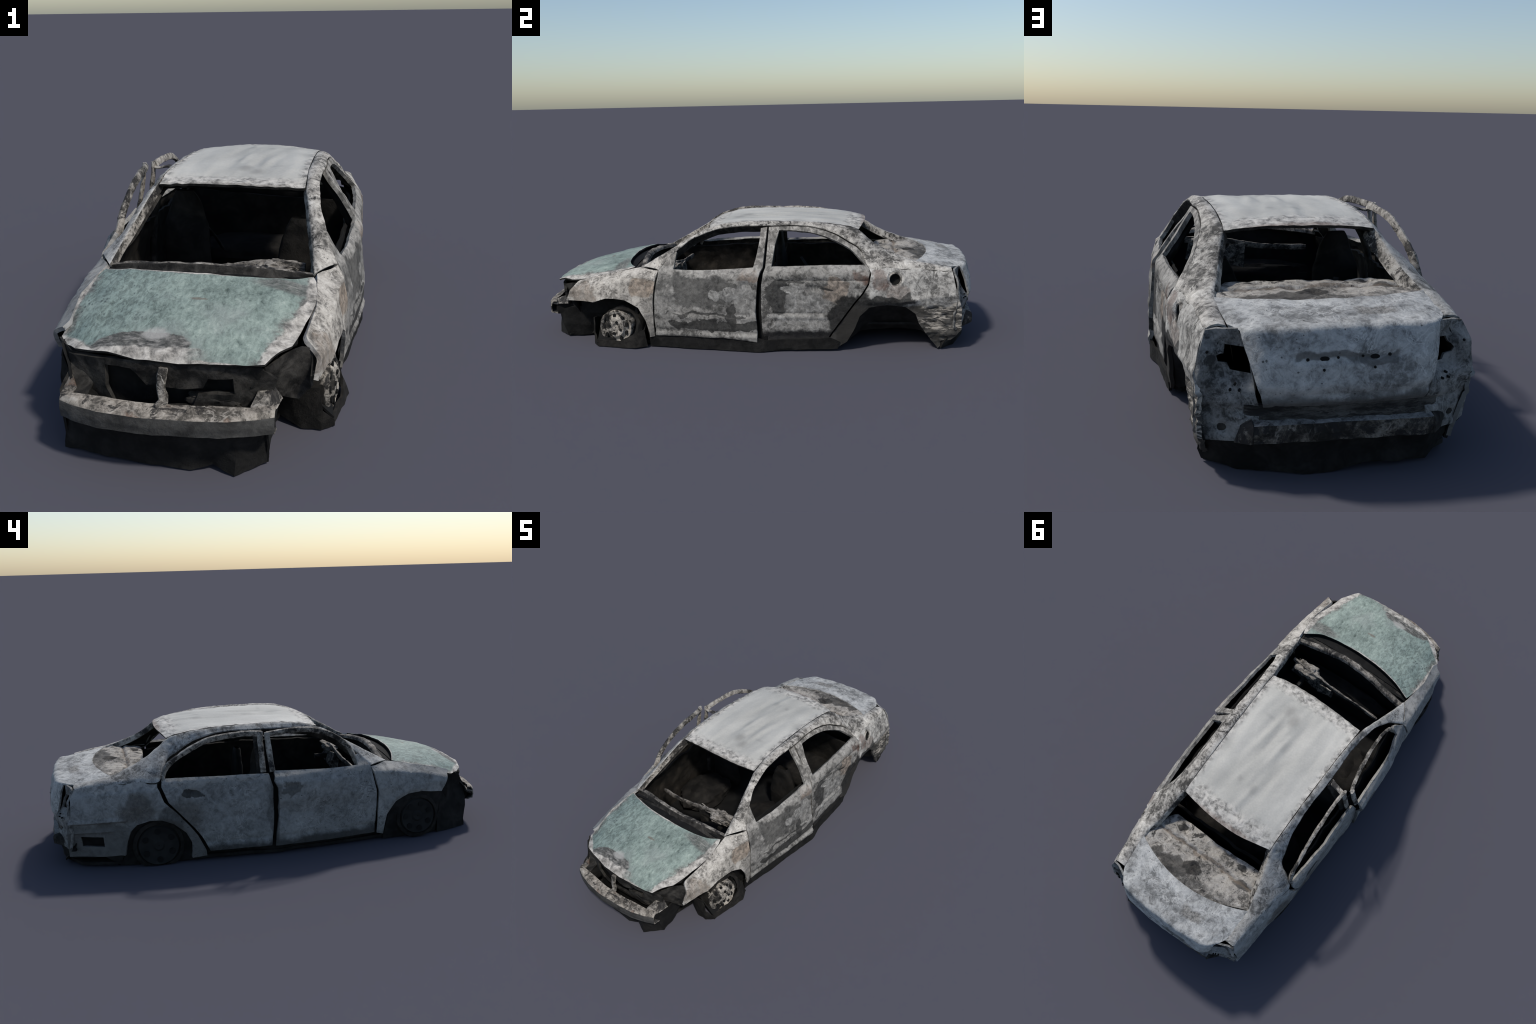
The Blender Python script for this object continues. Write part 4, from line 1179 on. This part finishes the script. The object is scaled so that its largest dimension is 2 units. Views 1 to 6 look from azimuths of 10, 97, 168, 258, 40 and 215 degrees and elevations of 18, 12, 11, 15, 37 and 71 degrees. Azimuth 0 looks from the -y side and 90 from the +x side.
# black filling of the right arches (melted liner)
sheet("arch_liner", [(-.455, .004), (-.468, .124), (-.508, .184), (-.567, .214), (-.633, .218), (-.742, .203), (-.79, .15), (-.80, .004)], [], lambda y, z: np.stack([-(side_x(y, z) - .004 - .030 * sstep(-.69, -.78, y)), y, z], 1), R, [M_UNDER, M_BLACK], .010, .01, crumple(.003, 14, .002, 40, 90.))
sheet("arch_liner", [(.414, .006), (.420, .095), (.442, .140), (.490, .182), (.540, .205), (.590, .208), (.648, .190), (.68, .150), (.700, .05), (.715, .004), (.58, .0)], [], lambda y, z: np.stack([-(side_x(y, z) - .014), y, z], 1), R, [M_UNDER, M_BLACK], .010, .01, crumple(.004, 14, .002, 40, 91.))
sheet("skirt", [(.70, .060), (.72, .006), (.775, .048), (.93, .046), (.925, .012), (.93, .06), (.925, .10), (.72, .10)][:1] + [(.715, .004), (.74, .020), (.78, .046), (.925, .042), (.925, .10), (.72, .10)], [], lambda y, z: np.stack([right_x(y, z) + .018, y, z], 1), R, [M_UNDER, M_BLACK], .010, .01, crumple(.004, 14, .002, 40, 92.))
sheet("lamp_backing", [(.77, .085), (.885, .088), (.885, .15), (.77, .145)], [], lambda y, z: np.stack([right_x(y, z) + .030, y, z], 1), R, [M_BLACK, M_BLACK], .012, .006)

# ------------------------------------------------------------------ cabin: seats, dashboard beam, steering column
def seat(cx, cy, lean=.10, top=.41):
    secs = []
    for z, w, d in ((.08, .085, .026), (.16, .088, .026), (top - .16, .085, .022), (top - .09, .070, .018), (top - .03, .050, .016), (top, .030, .010)):
        yb = cy + (z - .1) * lean * 2
        ring = []
        for a in np.linspace(0, 2 * math.pi, 15)[:-1]:
            ring.append((cx + w * np.sign(math.cos(a)) * abs(math.cos(a)) ** .6, yb + d * np.sign(math.sin(a)) * abs(math.sin(a)) ** .7, z))
        secs.append(ring + [ring[0]])
    s = loft("seat", secs, [M_SEAT, M_SEAT], 5, 2, 0, crumple(.006, 16, .003, 40, 110. + cx * 9), None)
    lump("seat_cushion", (cx, -.09, .115), (.112, .145, .050), M_SEAT, 9. + cx, .22, 4)
    return s
seat(-.225, .105, -.02, .44)
seat(.190, .100, .0, .35)
lump("rear_bench", (0, .40, .12), (.31, .13, .065), M_SEAT, 21., .12, 4)
flat("cabin_floor", [(-.34, -.46), (.34, -.46), (.37, .0), (.36, .36), (.02, .40), (-.34, .40)], .070, M_BLACK)
bar("dash_beam", [(-.235, -.365, .300), (-.112, -.371, .304), (-.025, -.369, .310), (.071, -.368, .327), (.16, -.372, .338), (.26, -.385, .335)], .012, .022, [M_COWL], (0, 0, 1), 6, .003)
loft("dash_remains", [[(.02, -.372, .305), (.02, -.36, .22)], [(.08, -.372, .325), (.085, -.35, .24)], [(.15, -.385, .335), (.16, -.35, .25)], [(.24, -.40, .335), (.26, -.36, .26)]], [M_COWL, M_SOOT], 6, 6, .006, crumple(.010, 20, .004, 45, 120.), (0, 0, 1))
lump("instrument_shell", (.175, -.375, .325), (.060, .035, .022), M_COWL, 11., .35, 4)
lump("dash_core", (.0, -.45, .13), (.30, .05, .10), M_BLACK, 12., .2, 4)
bar("steering_column", [(.175, -.40, .27), (.178, -.34, .275), (.18, -.30, .275)], .022, .022, [M_SOOT], (0, 0, 1), 4, .002)
loft("hanging_trim", [[(.02, -.35, .325), (.085, -.35, .318)], [(.025, -.34, .285), (.09, -.34, .262)]], [M_COWL, M_SOOT], 5, 5, .005, crumple(.004, 24, .002, 50, 131.), (0, 1, 0), linear=True)
bar("belt_strut", [(-.20, .20, .30), (-.16, .26, .22), (-.12, .31, .12)], .02, .008, [M_SOOT], (0, 0, 1), 4, .001)
